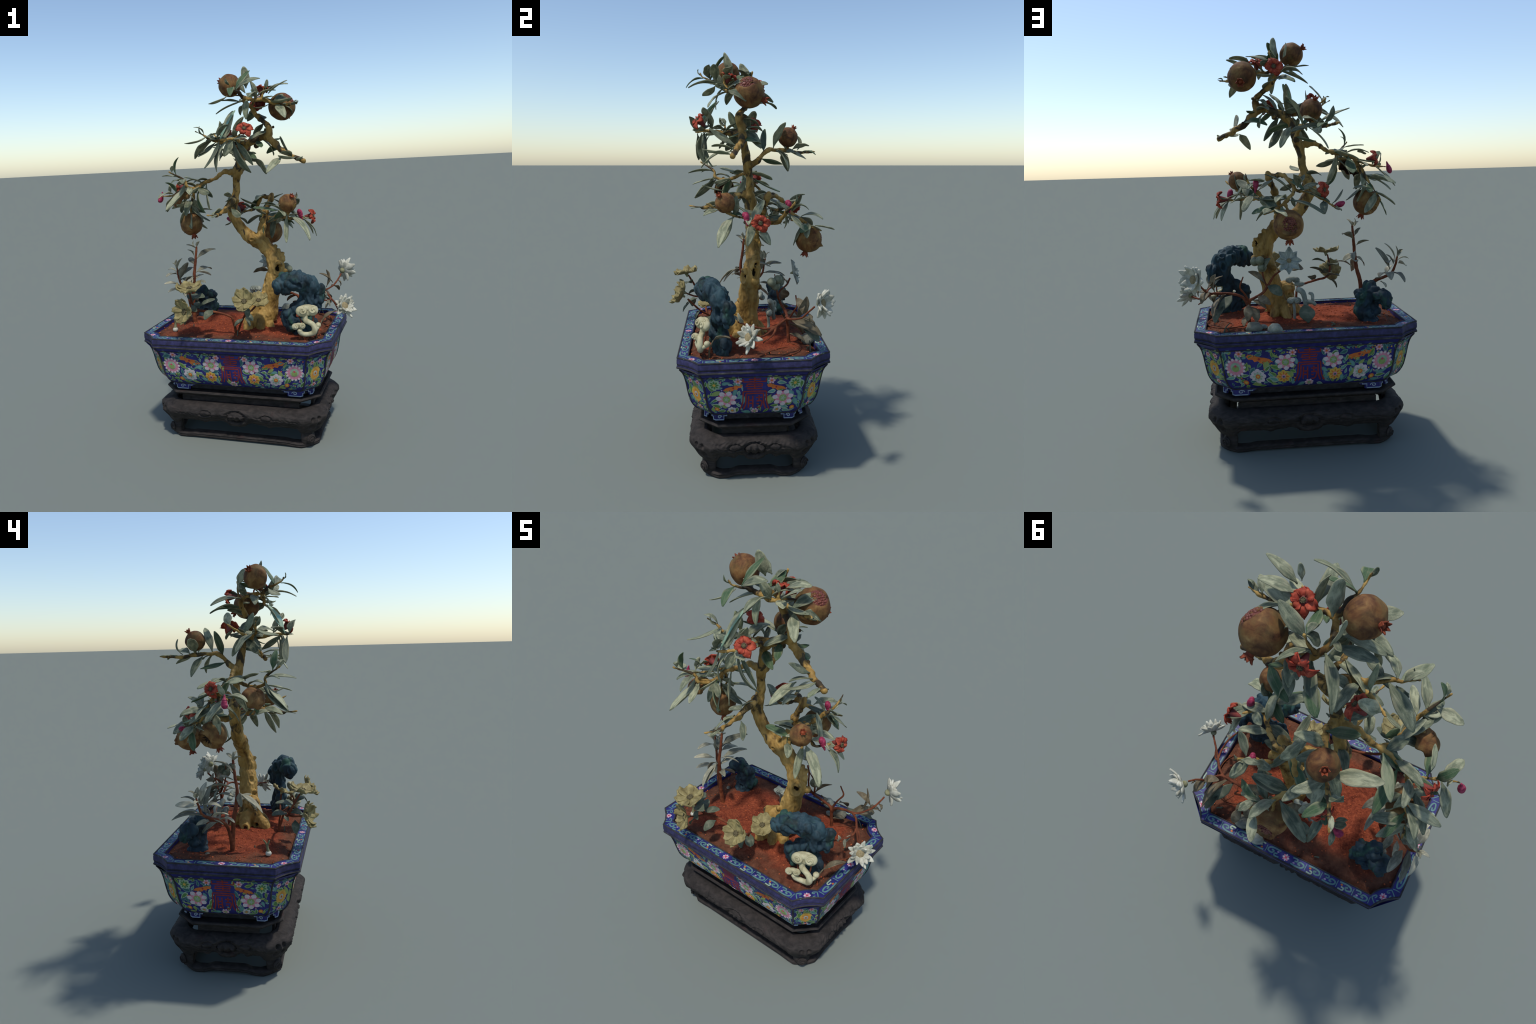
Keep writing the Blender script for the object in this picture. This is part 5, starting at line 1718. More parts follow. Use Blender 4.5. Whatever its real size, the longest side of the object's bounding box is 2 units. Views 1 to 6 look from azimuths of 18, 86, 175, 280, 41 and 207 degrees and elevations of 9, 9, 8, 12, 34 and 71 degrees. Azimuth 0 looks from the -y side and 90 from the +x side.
def build_tree(root):
    g = Geo()
    T4 = catmull([(*p, q) for p, q in TRUNK], 2)
    kk = random.Random(8)
    g.add(*tube([p[:3] + V(kk.uniform(-1, 1), kk.uniform(-1, 1), 0) * p[3] * 0.10 for p in T4], [p[3] * kk.uniform(0.93, 1.14) for p in T4], 16, 4))
    for name, pl in BRANCHES.items():
        P4 = catmull([(*p, q) for p, q in pl], 3)
        kk = random.Random(len(name) * 7 + int(pl[0][0][2] * 1000))
        wob = [kk.uniform(0.76, 1.18) for _ in P4]
        jit = np.array([[kk.uniform(-1, 1) for _ in range(3)] for _ in P4]) * 0.28
        g.add(*tube([p[:3] + j * p[3] for p, j in zip(P4, jit)], [p[3] * 1.06 * w for p, w in zip(P4, wob)], 10, 3))
    for pl in ROOTS:
        g.add(*tube([p for p, _ in pl], [r for _, r in pl], 12, 5))
    for c, r in KNOTS:
        g.add(*ball(V(*c), r, 12, 8))
    me = remeshed("tree", g, 0.0034, 2)
    P, Nn = coords(me), normals(me)
    # girth decides how deep the bark is worked
    axis = catmull([(*p, r) for p, r in TRUNK], 6)
    d = np.full(len(P), 9.0)
    girth = np.full(len(P), 0.012)
    for a in axis:
        q = np.linalg.norm(P - a[:3], axis=1)
        near = q < d
        d[near] = q[near]
        girth[near & (q < a[3] * 2.2)] = a[3]
    stretched = P * np.array([1, 1, 0.40])
    P = P + Nn * (fbm(stretched, 30, 3) * np.minimum(girth * 0.17, 0.0060) - np.abs(fbm(stretched, 55, 2, 3)) * np.minimum(girth * 0.10, 0.0035) + fbm(P, 75, 2, 5) * 0.0012)[:, None]
    before = P.copy()
    P = dents(P, Nn, HOLLOWS)
    set_coords(me, P)
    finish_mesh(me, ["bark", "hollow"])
    # the floors of the hollows are near black
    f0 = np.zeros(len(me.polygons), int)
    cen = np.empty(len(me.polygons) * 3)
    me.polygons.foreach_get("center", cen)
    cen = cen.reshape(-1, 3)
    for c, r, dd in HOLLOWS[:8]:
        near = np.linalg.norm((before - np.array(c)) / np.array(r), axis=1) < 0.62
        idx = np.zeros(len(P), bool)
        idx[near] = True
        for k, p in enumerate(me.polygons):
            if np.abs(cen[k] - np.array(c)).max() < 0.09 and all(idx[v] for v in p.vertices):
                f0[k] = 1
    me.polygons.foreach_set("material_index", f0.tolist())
    tree = put("tree", me, root)
    tree["part"] = "trunk and limbs"

    r = random.Random(21)
    kinds = [leaf_mesh("leaf", ["leaf"], w, a, s, tw) for w, a, s, tw in
             ((0.160, 0.14, 1, 0.5), (0.176, 0.26, 2, 0.7), (0.150, -0.08, 3, 0.4), (0.184, 0.20, 4, 1.1), (0.165, 0.38, 5, 0.6), (0.150, 0.08, 6, 0.3), (0.172, -0.16, 7, 0.9), (0.165, 0.32, 8, 1.0), (0.180, 0.10, 10, 0.2))]
    opal = leaf_mesh("opal_leaf", ["opal"], 0.15, 0.10, 9)
    for name, rows in LEAVES.items():
        for row in rows:
            foot, tip = row[:3], row[3:]
            if foot[2] < -99:
                continue
            place_leaf(tree, r.choice(kinds), foot, tip, r)
    place_leaf(tree, opal, (-0.055, -0.262, 1.632), (0.000, -0.170, 1.778), r)

    fl = pomegranate_flower_mesh()
    for c, d, R in (((0.134, -0.109, 1.878), (0.05, 0.45, 0.9), 0.043), ((0.062, 0.046, 1.828), (-0.02, 1.0, 0.02), 0.046), ((0.075, -0.262, 1.678), (0.35, -0.75, 0.55), 0.046),
                    ((-0.103, 0.006, 1.674), (0.75, -0.05, 0.55), 0.047), ((-0.425, 0.035, 1.390), (-0.85, 0.30, 0.15), 0.043), ((0.345, 0.022, 1.208), (1.0, 0.02, 0.05), 0.046),
                    ((-0.138, 0.229, 1.246), (-0.75, 0.62, 0.05), 0.045)):
        put("flower", fl, tree, mat4(frame(d), V(*c), R))
    gb = Geo()
    gb.add(*ball(V(0, 0, 0), (0.55, 0.55, 0.85), 16, 12))
    gb.add(*tube([(0, 0, -1.6), (0, 0, -1.0), (0, 0, -0.6)], [0.12, 0.26, 0.48], 12, 3), mat=0)
    gb.add(*ball(V(0.28, 0.1, 0.35), (0.42, 0.40, 0.5), 12, 8))
    bud = mesh_of("bud", gb, ["bud"], True)
    for c, d, R in (((-0.520, -0.044, 1.331), (-0.3, 0.0, -0.9), 0.026), ((0.291, -0.040, 1.232), (-0.25, -0.1, 0.9), 0.027), ((0.170, 0.169, 1.280), (-0.1, -0.1, 0.95), 0.026), ((-0.211, 0.245, 1.178), (-0.6, 0.5, 0.2), 0.026)):
        put("bud", bud, tree, mat4(frame(d), V(*c), R))
    build_fruit(tree)
    return tree


# ------------------------------------------------------------------ rocks
def build_rock(root, blobs, holes, seed, voxel=0.0042):
    """Weathered stone: fused masses, creased lumps, flutes and pierced hollows."""
    g = Geo()
    for c, r in blobs:
        g.add(*ball(V(*c), r, 20, 14))
    me = remeshed("scholars_rock", g, voxel, 16)
    P, Nn = coords(me), normals(me)
    flute = P * np.array([1, 1, 0.35])
    edge = np.abs(fbm(P, 11, 1, seed))
    cells = np.array([noise.voronoi(Vector((p[0] * 24 + seed, p[1] * 24, p[2] * 13)))[0][:2] for p in P + 0.012 * fbm(P, 20, 1, 2)[:, None]])
    plate = np.clip((cells[:, 1] - cells[:, 0]) * 2.6, 0, 1)
    h = 0.014 * (edge - 0.3) + 0.008 * (0.22 - np.abs(fbm(flute, 19, 1, seed + 3))) + 0.010 * (plate - 0.7) + 0.003 * fbm(P, 36, 2, seed + 5)
    P = P + Nn * h[:, None]
    set_coords(me, P)
    Nn = normals(me)
    P = dents(P, Nn, holes)
    set_coords(me, P)
    finish_mesh(me, ["rock"])
    return put("scholars_rock", me, root)


ROCK_A = [((0.208, -0.262, 0.878), (0.036, 0.040, 0.046)), ((0.250, -0.248, 0.890), (0.060, 0.052, 0.062)), ((0.305, -0.216, 0.892), (0.066, 0.058, 0.064)), ((0.345, -0.180, 0.862), (0.064, 0.058, 0.070)),
          ((0.402, -0.138, 0.828), (0.034, 0.040, 0.046)), ((0.404, -0.142, 0.785), (0.028, 0.034, 0.055)), ((0.352, -0.176, 0.800), (0.056, 0.046, 0.070)),
          ((0.315, -0.188, 0.758), (0.044, 0.040, 0.046)), ((0.280, -0.192, 0.742), (0.042, 0.034, 0.036)), ((0.240, -0.203, 0.705), (0.046, 0.038, 0.046)), ((0.262, -0.196, 0.660), (0.056, 0.042, 0.050)),
          ((0.300, -0.178, 0.640), (0.058, 0.044, 0.060)), ((0.330, -0.166, 0.690), (0.040, 0.036, 0.060)), ((0.348, -0.158, 0.640), (0.046, 0.038, 0.066)), ((0.310, -0.172, 0.598), (0.066, 0.048, 0.032))]
HOLES_A = [((0.205, -0.306, 0.898), (0.014, 0.018, 0.020), 0.022), ((0.250, -0.312, 0.862), (0.016, 0.018, 0.018), 0.028), ((0.322, -0.262, 0.868), (0.020, 0.022, 0.034), 0.034), ((0.262, -0.258, 0.958), (0.018, 0.018, 0.016), 0.016),
           ((0.392, -0.182, 0.805), (0.014, 0.018, 0.040), 0.026), ((0.295, -0.232, 0.690), (0.022, 0.024, 0.030), 0.034), ((0.262, -0.242, 0.650), (0.018, 0.020, 0.024), 0.026), ((0.340, -0.215, 0.790), (0.016, 0.018, 0.040), 0.026),
           ((0.345, -0.130, 0.912), (0.022, 0.022, 0.018), 0.022), ((0.290, -0.162, 0.885), (0.018, 0.018, 0.026), 0.026), ((0.245, -0.198, 0.905), (0.016, 0.016, 0.022), 0.022), ((0.352, -0.205, 0.665), (0.018, 0.020, 0.034), 0.028), ((0.340, -0.132, 0.850), (0.016, 0.020, 0.026), 0.022)]
ROCK_B = [((-0.362, 0.145, 0.600), (0.056, 0.050, 0.034)), ((-0.352, 0.150, 0.640), (0.056, 0.050, 0.040)), ((-0.318, 0.155, 0.652), (0.036, 0.038, 0.032)), ((-0.340, 0.150, 0.690), (0.048, 0.040, 0.034)), ((-0.336, 0.148, 0.730), (0.048, 0.044, 0.036)),
          ((-0.378, 0.148, 0.738), (0.054, 0.046, 0.038)), ((-0.425, 0.172, 0.722), (0.048, 0.046, 0.040)), ((-0.440, 0.196, 0.690), (0.028, 0.030, 0.034)), ((-0.372, 0.126, 0.768), (0.038, 0.030, 0.026)),
          ((-0.395, 0.150, 0.655), (0.028, 0.032, 0.034)), ((-0.462, 0.170, 0.705), (0.022, 0.024, 0.030))]
HOLES_B = [((-0.402, 0.200, 0.700), (0.018, 0.022, 0.020), 0.030), ((-0.375, 0.200, 0.655), (0.016, 0.018, 0.016), 0.024), ((-0.365, 0.104, 0.702), (0.022, 0.022, 0.020), 0.032), ((-0.350, 0.104, 0.640), (0.016, 0.018, 0.016), 0.024),
           ((-0.420, 0.138, 0.758), (0.018, 0.018, 0.016), 0.018), ((-0.405, 0.118, 0.690), (0.018, 0.018, 0.016), 0.024), ((-0.318, 0.188, 0.705), (0.016, 0.018, 0.014), 0.020)]


# ------------------------------------------------------------------ fungus, bulbs, shrubs
def scroll_cap(g, F, c, R, thick, mat=0, bump_mat=0):
    """Cloud-shaped cap of two curled lobes; F third column faces the viewer side."""
    for s in (-1, 1):
        o = c + F @ V(s * R * 0.50, 0, 0)
        g.add(*ball(o, (R * 0.56, R * 0.50, thick), 20, 12, F), mat=mat)
        sp = [o + F @ V(R * 0.40 * (1 - t / 10) * math.cos(s * t + 1.2), R * 0.36 * (1 - t / 10) * math.sin(s * t + 1.2), thick * (0.62 + 0.055 * t)) for t in np.linspace(0, 8.5, 28)]
        g.add(*tube(sp, [R * 0.085] * len(sp), 8, 1), mat=bump_mat)
    g.add(*ball(c + F @ V(0, R * 0.22, 0), (R * 0.55, R * 0.32, thick * 0.95), 18, 10, F), mat=mat)


def build_fungus(root):
    g = Geo()
    F = frame(V(0.40, -0.84, 0.36))
    scroll_cap(g, F, V(0.356, -0.243, 0.748), 0.056, 0.020)
    g.add(*ball(V(0.356, -0.243, 0.752) - F[:, 2] * 0.006, (0.054, 0.030, 0.016), 20, 12, F))
    path = [(0.350, -0.240, 0.735), (0.346, -0.246, 0.712), (0.350, -0.250, 0.698), (0.368, -0.254, 0.691), (0.387, -0.256, 0.680), (0.396, -0.256, 0.660), (0.390, -0.256, 0.638), (0.368, -0.257, 0.629), (0.342, -0.260, 0.628), (0.326, -0.268, 0.638), (0.320, -0.273, 0.656)]
    g.add(*tube(path, [0.014, 0.013, 0.014, 0.0135, 0.0135, 0.0150, 0.0150, 0.0125, 0.0125, 0.0135, 0.0135], 12, 4))
    scroll_cap(g, F, V(0.317, -0.276, 0.674), 0.034, 0.015)
    g.add(*tube([(0.392, -0.254, 0.646), (0.402, -0.240, 0.652), (0.408, -0.226, 0.662)], [0.009, 0.009, 0.010], 10, 3))
    g.add(*ball(V(0.408, -0.224, 0.669), 0.0150, 14, 10))
    g.add(*ball(V(0.344, -0.243, 0.704), (0.016, 0.014, 0.012), 12, 8))
    ob = put("fungus", mesh_of("fungus", g, ["fungus"], True), root)
    gs = Geo()
    for a, b in (((0.352, -0.256, 0.632), (0.350, -0.258, 0.588)), ((0.332, -0.258, 0.665), (0.314, -0.245, 0.715)), ((0.375, -0.235, 0.655), (0.385, -0.228, 0.745))):
        m = (np.array(a) + np.array(b)) / 2 + V(0.004, 0, 0)
        gs.add(*tube([a, m, b], [0.004, 0.004, 0.0025], 8, 4))
    put("fungus_stalk", mesh_of("fungus_stalk", gs, ["stem"], True), ob)
    # blade behind the fungus
    g2 = Geo()
    g2.add(*tube([(0.392, -0.215, 0.590), (0.402, -0.214, 0.640), (0.425, -0.196, 0.690)], [0.004, 0.0045, 0.003], 8, 4))
    put("grass_stem", mesh_of("grass_stem", g2, ["brown_leaf"], True), root)
    return ob


def build_small_things(root):
    # pale clouds of fungus on the far side of the trunk
    g = Geo()
    scroll_cap(g, frame(V(0.1, 0.98, 0.15)), V(-0.004, 0.086, 0.700), 0.034, 0.014)
    g.add(*tube([(-0.002, 0.080, 0.690), (-0.006, 0.085, 0.640), (-0.005, 0.080, 0.590)], [0.008, 0.007, 0.008], 10, 4))
    g.add(*tube([(-0.020, 0.092, 0.760), (-0.045, 0.100, 0.745), (-0.055, 0.110, 0.712), (-0.060, 0.112, 0.680), (-0.070, 0.118, 0.650)], [0.014, 0.014, 0.012, 0.012, 0.010], 10, 4))
    g.add(*tube([(-0.058, 0.112, 0.690), (-0.085, 0.122, 0.700), (-0.105, 0.128, 0.684)], [0.009, 0.011, 0.008], 10, 4))
    g.add(*tube([(-0.092, 0.124, 0.698), (-0.090, 0.124, 0.735), (-0.075, 0.118, 0.742)], [0.007, 0.009, 0.007], 10, 4))
    put("fungus", mesh_of("fungus", g, ["pale_stone"], True), root)
    g = Geo()
    scroll_cap(g, frame(V(-0.1, -0.85, 0.5)), V(-0.004, 0.040, 0.796), 0.034, 0.013)
    g.add(*ball(V(-0.036, 0.052, 0.776), (0.026, 0.016, 0.014), 14, 10))
    put("fungus", mesh_of("fungus", g, ["pale_stone"], True), root)
    # pale pebbles against the back rim
    for c, r, m, s in (((0.108, 0.302, 0.618), (0.034, 0.026, 0.030), "pale_stone", 2.0), ((0.203, 0.262, 0.618), (0.038, 0.032, 0.030), "grey_stone", 5.0), ((0.160, 0.235, 0.615), (0.020, 0.014, 0.012), "pale_stone", 7.0), ((-0.430, 0.085, 0.603), (0.012, 0.012, 0.009), "grey_stone", 8.0)):
        vs, fs = ball(V(0, 0, 0), 1, 24, 16)
        P = np.array(vs)
        P = P * (1 + 0.16 * fbm(P, 1.3, 2, s))[:, None] * np.array(r)
        put("pebble", mesh_of("pebble", Geo().add(P, fs), [m], True), root, mat4(np.eye(3), c))
    # little bulb with two shoots
    g = Geo()
    c = V(-0.408, -0.209, soil_height(-0.408, -0.209) + 0.012)
    g.add(*ball(c, (0.015, 0.015, 0.014), 14, 10), mat=0)
    g.add(*tube([c + V(0, 0, 0.008), c + V(0, 0.004, 0.026), c + V(0.002, 0.006, 0.040)], [0.009, 0.006, 0.006], 10, 4), mat=1)
    g.add(*tube([c + V(0.002, 0.006, 0.038), c + V(0, 0.016, 0.058), c + V(0, 0.026, 0.068)], [0.005, 0.004, 0.002], 8, 4), mat=1)
    g.add(*tube([c + V(0.002, 0.006, 0.038), c + V(0, -0.002, 0.056), c + V(0, -0.006, 0.066)], [0.005, 0.0045, 0.003], 8, 4), mat=1)
    put("bulb", mesh_of("bulb", g, ["white_petal", "sepal"], True), root)
    # wire like runner on the soil and a few sprouts
    g = Geo()
    pts = [(0.225, 0.165), (0.290, 0.205), (0.360, 0.200), (0.415, 0.130), (0.425, 0.040), (0.395, -0.020)]
    g.add(*tube([(x, y, soil_height(x, y) + 0.002) for x, y in pts], 0.0028, 8, 6))
    pts = [(0.330, 0.215), (0.300, 0.150), (0.340, 0.070), (0.410, 0.010)]
    g.add(*tube([(x, y, soil_height(x, y) + 0.001) for x, y in pts], 0.0022, 8, 6))
    put("runner", mesh_of("runner", g, ["stem"], True), root)
    g = Geo()
    for x, y, dx, dy, h in ((0.345, 0.255, -0.03, 0.0, 0.045), (0.320, 0.240, 0.008, 0.01, 0.014), (-0.03, -0.24, 0.004, 0.0, 0.028), (-0.33, -0.13, 0.0, 0.0, 0.012), (-0.18, 0.245, 0.02, 0.01, 0.016), (-0.16, 0.25, -0.02, 0.0, 0.012), (0.415, -0.12, 0.03, 0.01, 0.012), (0.37, 0.06, 0.01, 0.0, 0.012)):
        z = soil_height(x, y)
        g.add(*tube([(x, y, z - 0.004), (x + dx * 0.4, y + dy * 0.4, z + h * 0.6), (x + dx, y + dy, z + h)], [0.0034, 0.003, 0.002], 8, 4))
    put("sprout", mesh_of("sprout", g, ["dark_leaf"], True), root, None, "stuff")


SHRUB_LEAVES = [
    (0.414, 0.207, 0.800,  0.338, 0.194, 0.858),
    (-0.503, 0.081, 0.817,  -0.522, 0.223, 0.797),
    (-0.330, -0.031, 0.981,  -0.253, 0.077, 1.021),
    (-0.225, -0.274, 0.753,  -0.287, -0.212, 0.761),
    (-0.343, -0.057, 0.879,  -0.348, -0.175, 0.790),
    (-0.519, 0.099, 0.904,  -0.516, 0.092, 0.956),
    (-0.511, 0.072, 0.869,  -0.537, -0.018, 0.870),
    (-0.323, -0.034, 1.042,  -0.338, -0.039, 1.089),
    (-0.480, 0.103, 0.825,  -0.460, 0.210, 0.808),
    (-0.214, -0.296, 0.771,  -0.134, -0.269, 0.804),
    (-0.346, -0.036, 0.950,  -0.398, 0.018, 0.978),
    (-0.140, -0.294, 0.751,  -0.165, -0.355, 0.714),
    (-0.333, -0.029, 0.906,  -0.265, 0.016, 0.876),
    (-0.480, 0.044, 0.806,  -0.537, -0.051, 0.833),
    (-0.515, 0.083, 0.889,  -0.466, 0.065, 0.967),
    (-0.523, 0.103, 0.902,  -0.540, 0.132, 0.942),
    (-0.233, -0.328, 0.819,  -0.158, -0.351, 0.833),
    (-0.326, -0.051, 0.833,  -0.252, -0.104, 0.858),
    (0.139, 0.133, 0.800,  0.219, 0.158, 0.867),
    (0.225, 0.225, 0.722,  0.233, 0.292, 0.660),
    (-0.524, 0.092, 0.882,  -0.580, 0.097, 0.891),
    (-0.493, 0.071, 0.835,  -0.424, 0.052, 0.944),
    (-0.473, 0.114, 0.865,  -0.451, 0.196, 0.887),
    (-0.448, 0.015, 0.780,  -0.507, -0.070, 0.789),
    (0.437, 0.235, 0.810,  0.453, 0.236, 0.773),
    (0.046, 0.174, 0.872,  -0.046, 0.141, 0.870),
    (-0.529, 0.094, 0.869,  -0.534, 0.198, 0.872),
    (-0.446, 0.060, 0.774,  -0.456, 0.125, 0.756),
    (-0.506, 0.083, 0.862,  -0.468, 0.089, 0.913),
    (-0.420, 0.031, 0.762,  -0.401, 0.116, 0.697),
    (-0.454, 0.060, 0.793,  -0.429, -0.000, 0.752),
    (-0.257, -0.302, 0.769,  -0.208, -0.349, 0.756),
    (-0.334, -0.039, 0.904,  -0.300, 0.117, 0.894),
    (-0.340, -0.040, 0.865,  -0.325, 0.041, 0.875),
    (-0.338, -0.044, 0.997,  -0.372, -0.054, 1.037),
    (-0.249, -0.321, 0.729,  -0.293, -0.328, 0.672),
    (-0.244, -0.315, 0.799,  -0.276, -0.229, 0.820),
    (-0.326, -0.038, 1.043,  -0.366, -0.077, 1.069),
    (-0.340, -0.065, 0.888,  -0.397, -0.083, 0.832),
]


def build_shrubs(root):
    r = random.Random(3)
    S = {}
    def shrub(label, paths):
        g = Geo()
        for pl in paths:
            g.add(*tube([p for p, _ in pl], [q for _, q in pl], 10, 5))
        me = remeshed("shrub", g, 0.0022, 1)
        P, Nn = coords(me), normals(me)
        set_coords(me, P + Nn * (fbm(P, 60, 2) * 0.0012)[:, None])
        finish_mesh(me, ["stem"])
        S[label] = put(label, me, root)
        return S[label]
    tall = shrub("tall_shrub", [
        [((-0.364, -0.024, 0.575), 0.013), ((-0.368, -0.031, 0.675), 0.0115), ((-0.363, -0.036, 0.763), 0.011), ((-0.348, -0.047, 0.829), 0.010), ((-0.340, -0.052, 0.901), 0.009), ((-0.333, -0.042, 0.965), 0.008), ((-0.326, -0.034, 1.035), 0.006), ((-0.324, -0.034, 1.052), 0.005)],
        [((-0.366, -0.026, 0.600), 0.013), ((-0.376, -0.024, 0.650), 0.010), ((-0.396, -0.016, 0.718), 0.009), ((-0.408, -0.004, 0.748), 0.009), ((-0.432, 0.027, 0.775), 0.009), ((-0.472, 0.057, 0.797), 0.008), ((-0.498, 0.083, 0.821), 0.007), ((-0.514, 0.093, 0.862), 0.006), ((-0.520, 0.102, 0.903), 0.005)]])
    front = shrub("front_shrub", [
        [((-0.047, -0.205, 0.585), 0.008), ((-0.051, -0.232, 0.674), 0.0065), ((-0.071, -0.243, 0.708), 0.0065), ((-0.159, -0.257, 0.733), 0.0065), ((-0.228, -0.284, 0.745), 0.0065), ((-0.252, -0.305, 0.790), 0.006), ((-0.246, -0.345, 0.862), 0.005)],
        [((-0.215, -0.278, 0.742), 0.005), ((-0.240, -0.320, 0.745), 0.005), ((-0.262, -0.362, 0.756), 0.005)],
        [((-0.045, -0.208, 0.590), 0.006), ((0.000, -0.215, 0.690), 0.005), ((0.050, -0.210, 0.735), 0.005), ((0.086, -0.212, 0.772), 0.005)],
        [((0.000, -0.216, 0.690), 0.005), ((0.030, -0.270, 0.730), 0.005), ((0.054, -0.330, 0.795), 0.005)]])
    right = shrub("right_shrub", [
        [((0.225, 0.168, 0.580), 0.009), ((0.221, 0.163, 0.660), 0.0085), ((0.219, 0.160, 0.722), 0.0085), ((0.196, 0.160, 0.738), 0.007), ((0.157, 0.152, 0.757), 0.007), ((0.130, 0.135, 0.783), 0.007), ((0.108, 0.124, 0.817), 0.006), ((0.092, 0.138, 0.842), 0.005), ((0.070, 0.172, 0.866), 0.005), ((0.048, 0.190, 0.895), 0.005)],
        [((0.221, 0.163, 0.690), 0.007), ((0.250, 0.150, 0.742), 0.007), ((0.307, 0.148, 0.762), 0.0065), ((0.367, 0.151, 0.766), 0.006), ((0.412, 0.201, 0.782), 0.005), ((0.439, 0.226, 0.813), 0.005), ((0.456, 0.255, 0.845), 0.0045)],
        [((0.345, 0.150, 0.765), 0.006), ((0.388, 0.121, 0.762), 0.006), ((0.423, 0.076, 0.740), 0.006), ((0.462, 0.030, 0.718), 0.005), ((0.505, -0.020, 0.722), 0.0045)],
        [((0.412, 0.090, 0.748), 0.005), ((0.443, 0.071, 0.716), 0.0045), ((0.470, 0.024, 0.688), 0.003)],
        [((0.417, 0.084, 0.748), 0.005), ((0.428, 0.039, 0.740), 0.005), ((0.420, -0.025, 0.752), 0.0045), ((0.390, -0.085, 0.764), 0.004)],
        [((0.130, 0.133, 0.785), 0.005), ((0.145, 0.118, 0.825), 0.005), ((0.148, 0.112, 0.880), 0.004), ((0.120, 0.105, 0.930), 0.003)],
        [((0.221, 0.163, 0.722), 0.006), ((0.240, 0.185, 0.765), 0.005), ((0.262, 0.200, 0.800), 0.0045), ((0.245, 0.196, 0.850), 0.0035)]])
    pale = [leaf_mesh("shrub_leaf", ["shrub_leaf"], w, a, s, 0.9, 0.05, 0.25) for w, a, s in ((0.150, 0.22, 31), (0.175, 0.14, 32), (0.135, 0.30, 33))]
    dark = [leaf_mesh("dark_leaf", ["dark_leaf"], w, a, s, 0.5, 0.06, 0.2) for w, a, s in ((0.20, 0.12, 41), (0.24, 0.2, 42))]
    brown = [leaf_mesh("brown_leaf", ["brown_leaf"], w, a, s, 0.8, 0.05, 0.3) for w, a, s in ((0.17, 0.2, 51), (0.21, 0.25, 52))]
    for row in SHRUB_LEAVES:
        f, t = V(*row[:3]), V(*row[3:])
        if f[0] < -0.29 and f[1] > -0.25:
            place_leaf(tall, r.choice(pale), f, t, r, "leaf", wscale=1.0)
        elif f[1] < -0.2:
            place_leaf(front, r.choice(dark), f, t, r, "leaf", wscale=1.0)
        else:
            place_leaf(right, r.choice(brown), f, t, r, "leaf", wscale=1.0)
    # a broad pair of leaves facing the front on the tall shrub
    for f, t in (((-0.345, -0.065, 0.885), (-0.352, -0.150, 0.800)), ((-0.322, -0.032, 1.050), (-0.300, -0.050, 1.085)), ((-0.322, -0.036, 1.050), (-0.318, 0.000, 1.075)), ((-0.521, 0.104, 0.903), (-0.548, 0.095, 0.935))):
        place_leaf(tall, pale[1], f, t, r)
    for f, t in (((0.005, -0.215, 0.690), (-0.035, -0.262, 0.655)), ((0.010, -0.218, 0.695), (0.045, -0.245, 0.655)), ((0.060, -0.320, 0.780), (0.075, -0.355, 0.735)), ((0.030, -0.268, 0.730), (0.080, -0.290, 0.700))):
        place_leaf(front, dark[0], f, t, r)
    for f, t, m in (((0.378, 0.185, 0.778), (0.372, 0.232, 0.872), brown), ((0.405, 0.195, 0.785), (0.440, 0.262, 0.745), brown), ((0.330, 0.150, 0.760), (0.385, 0.300, 0.690), brown),
                    ((0.300, 0.150, 0.755), (0.360, 0.250, 0.700), dark), ((0.340, 0.215, 0.720), (0.380, 0.290, 0.660), dark), ((0.225, 0.170, 0.655), (0.250, 0.240, 0.622), brown),
                    ((0.145, 0.115, 0.860), (0.110, 0.140, 0.925), dark), ((0.130, 0.135, 0.790), (0.060, 0.160, 0.745), dark), ((0.425, 0.035, 0.742), (0.405, 0.000, 0.700), pale), ((0.420, -0.020, 0.752), (0.440, -0.050, 0.725), pale),
                    ((0.388, -0.085, 0.764), (0.360, -0.115, 0.785), pale), ((0.400, -0.060, 0.760), (0.425, -0.085, 0.815), pale), ((0.215, 0.168, 0.700), (0.190, 0.240, 0.640), brown), ((0.205, 0.165, 0.730), (0.140, 0.190, 0.690), brown), ((0.180, 0.158, 0.745), (0.120, 0.215, 0.715), brown),
                    ((0.425, -0.196, 0.690), (0.495, -0.120, 0.720), brown)):
        place_leaf(right, r.choice(m), f, t, r)
    # round leaf on a stalk behind the trunk
    place_leaf(right, dark[1], (-0.060, 0.190, 0.610), (-0.048, 0.150, 0.690), r, "leaf", wscale=1.7, up=(0, 1, 0.2))

    white = finger_flower_mesh("white_flower", ["white_petal", "white_core", "sepal"], 9, 2, 1, 0.15)
    white2 = finger_flower_mesh("white_flower", ["white_petal", "white_core", "sepal"], 10, 2, 2, 0.115, 0.30)
    grey = cup_flower_mesh("grey_flower", ["grey_petal", "white_core", "sepal"], 8, 3, -0.35, 0.30, 0.25)
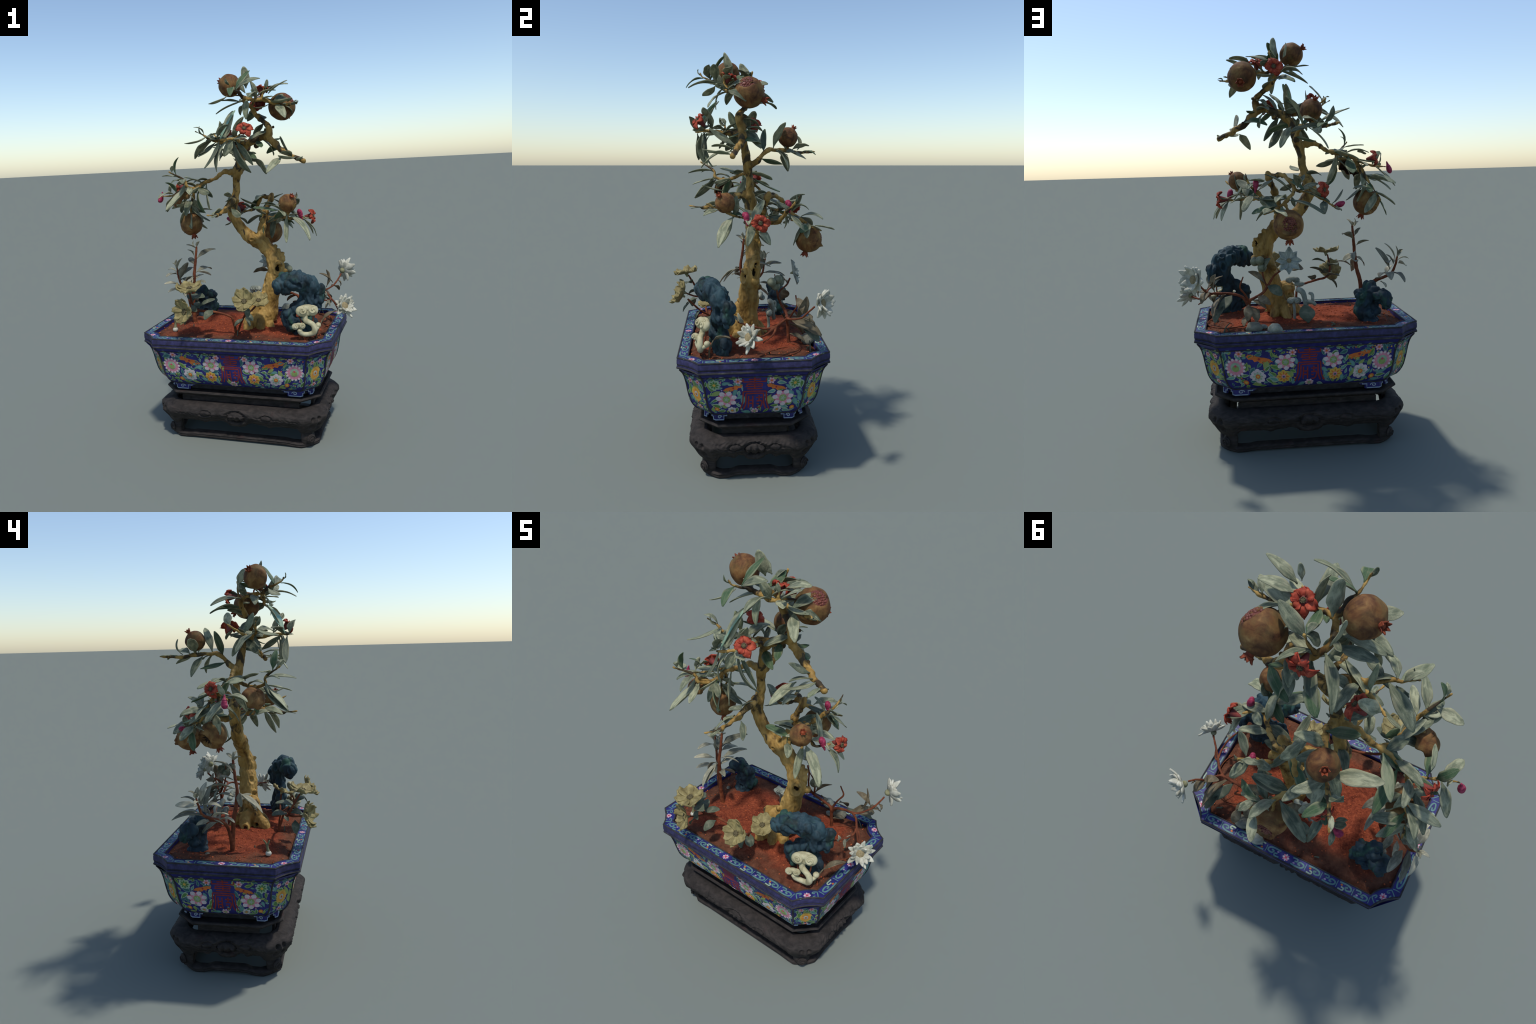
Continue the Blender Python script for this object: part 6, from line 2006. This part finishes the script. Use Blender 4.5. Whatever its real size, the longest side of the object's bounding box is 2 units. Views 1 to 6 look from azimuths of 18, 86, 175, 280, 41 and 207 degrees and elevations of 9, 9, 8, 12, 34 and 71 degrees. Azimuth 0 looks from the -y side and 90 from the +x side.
    put("white_flower", white, right, mat4(frame(V(0.62, 0.72, 0.18)), V(0.466, 0.284, 0.862), (0.076, 0.082, 0.072)))
    put("white_flower", white2, right, mat4(frame(V(0.62, -0.70, 0.34)), V(0.514, -0.037, 0.727), 0.070))
    put("white_flower", grey, right, mat4(frame(V(0.05, 0.96, 0.25)), V(0.028, 0.208, 0.920), 0.050))
    yel = cup_flower_mesh("yellow_flower", ["yellow_petal", "stamen", "sepal"], 6, 4, 0.16, 0.44, 0.12)
    yel7 = cup_flower_mesh("yellow_flower", ["yellow_petal", "stamen", "sepal"], 7, 5, 0.16, 0.38, 0.34)
    put("yellow_flower", yel, front, mat4(frame(V(-0.05, -0.18, 0.98)), V(-0.238, -0.355, 0.876), 0.073))
    put("yellow_flower", yel7, front, mat4(frame(V(-0.25, -0.92, 0.22)), V(-0.264, -0.376, 0.760), 0.068))
    put("yellow_flower", yel7, front, mat4(frame(V(0.15, -0.80, 0.58)), V(0.060, -0.360, 0.818), 0.064))
    put("yellow_flower", yel, front, mat4(frame(V(0.25, -0.42, 0.86)), V(0.089, -0.216, 0.787), 0.060))
    g = Geo()
    for c, q in (((0.184, 0.085, 0.903), 0.0225), ((0.150, 0.108, 0.876), 0.0225), ((0.160, 0.118, 0.912), 0.0215)):
        put("berry", mesh_of("berry", Geo().add(*ball(V(0, 0, 0), q, 18, 12)), ["berry"], True), right, mat4(np.eye(3), c))


# ------------------------------------------------------------------ assemble
def main():
    build_materials()
    build_stand()
    root = empty("pomegranate_planter", (PCX, PCY, 0.275), "enamelled planter with ochre pomegranate tree, blue rock and flowers", "potted tree ornament")
    build_pot(root)
    build_soil(root)
    build_tree(root)
    build_rock(root, [((x, y + 0.012, z), (rx * 0.96, ry * 0.86, rz * 0.97)) for (x, y, z), (rx, ry, rz) in ROCK_A], [((x, y + 0.006, z), r, d) for (x, y, z), r, d in HOLES_A], 0.0)
    build_rock(root, ROCK_B, HOLES_B, 11.0)
    build_fungus(root)
    build_small_things(root)
    build_shrubs(root)


main()
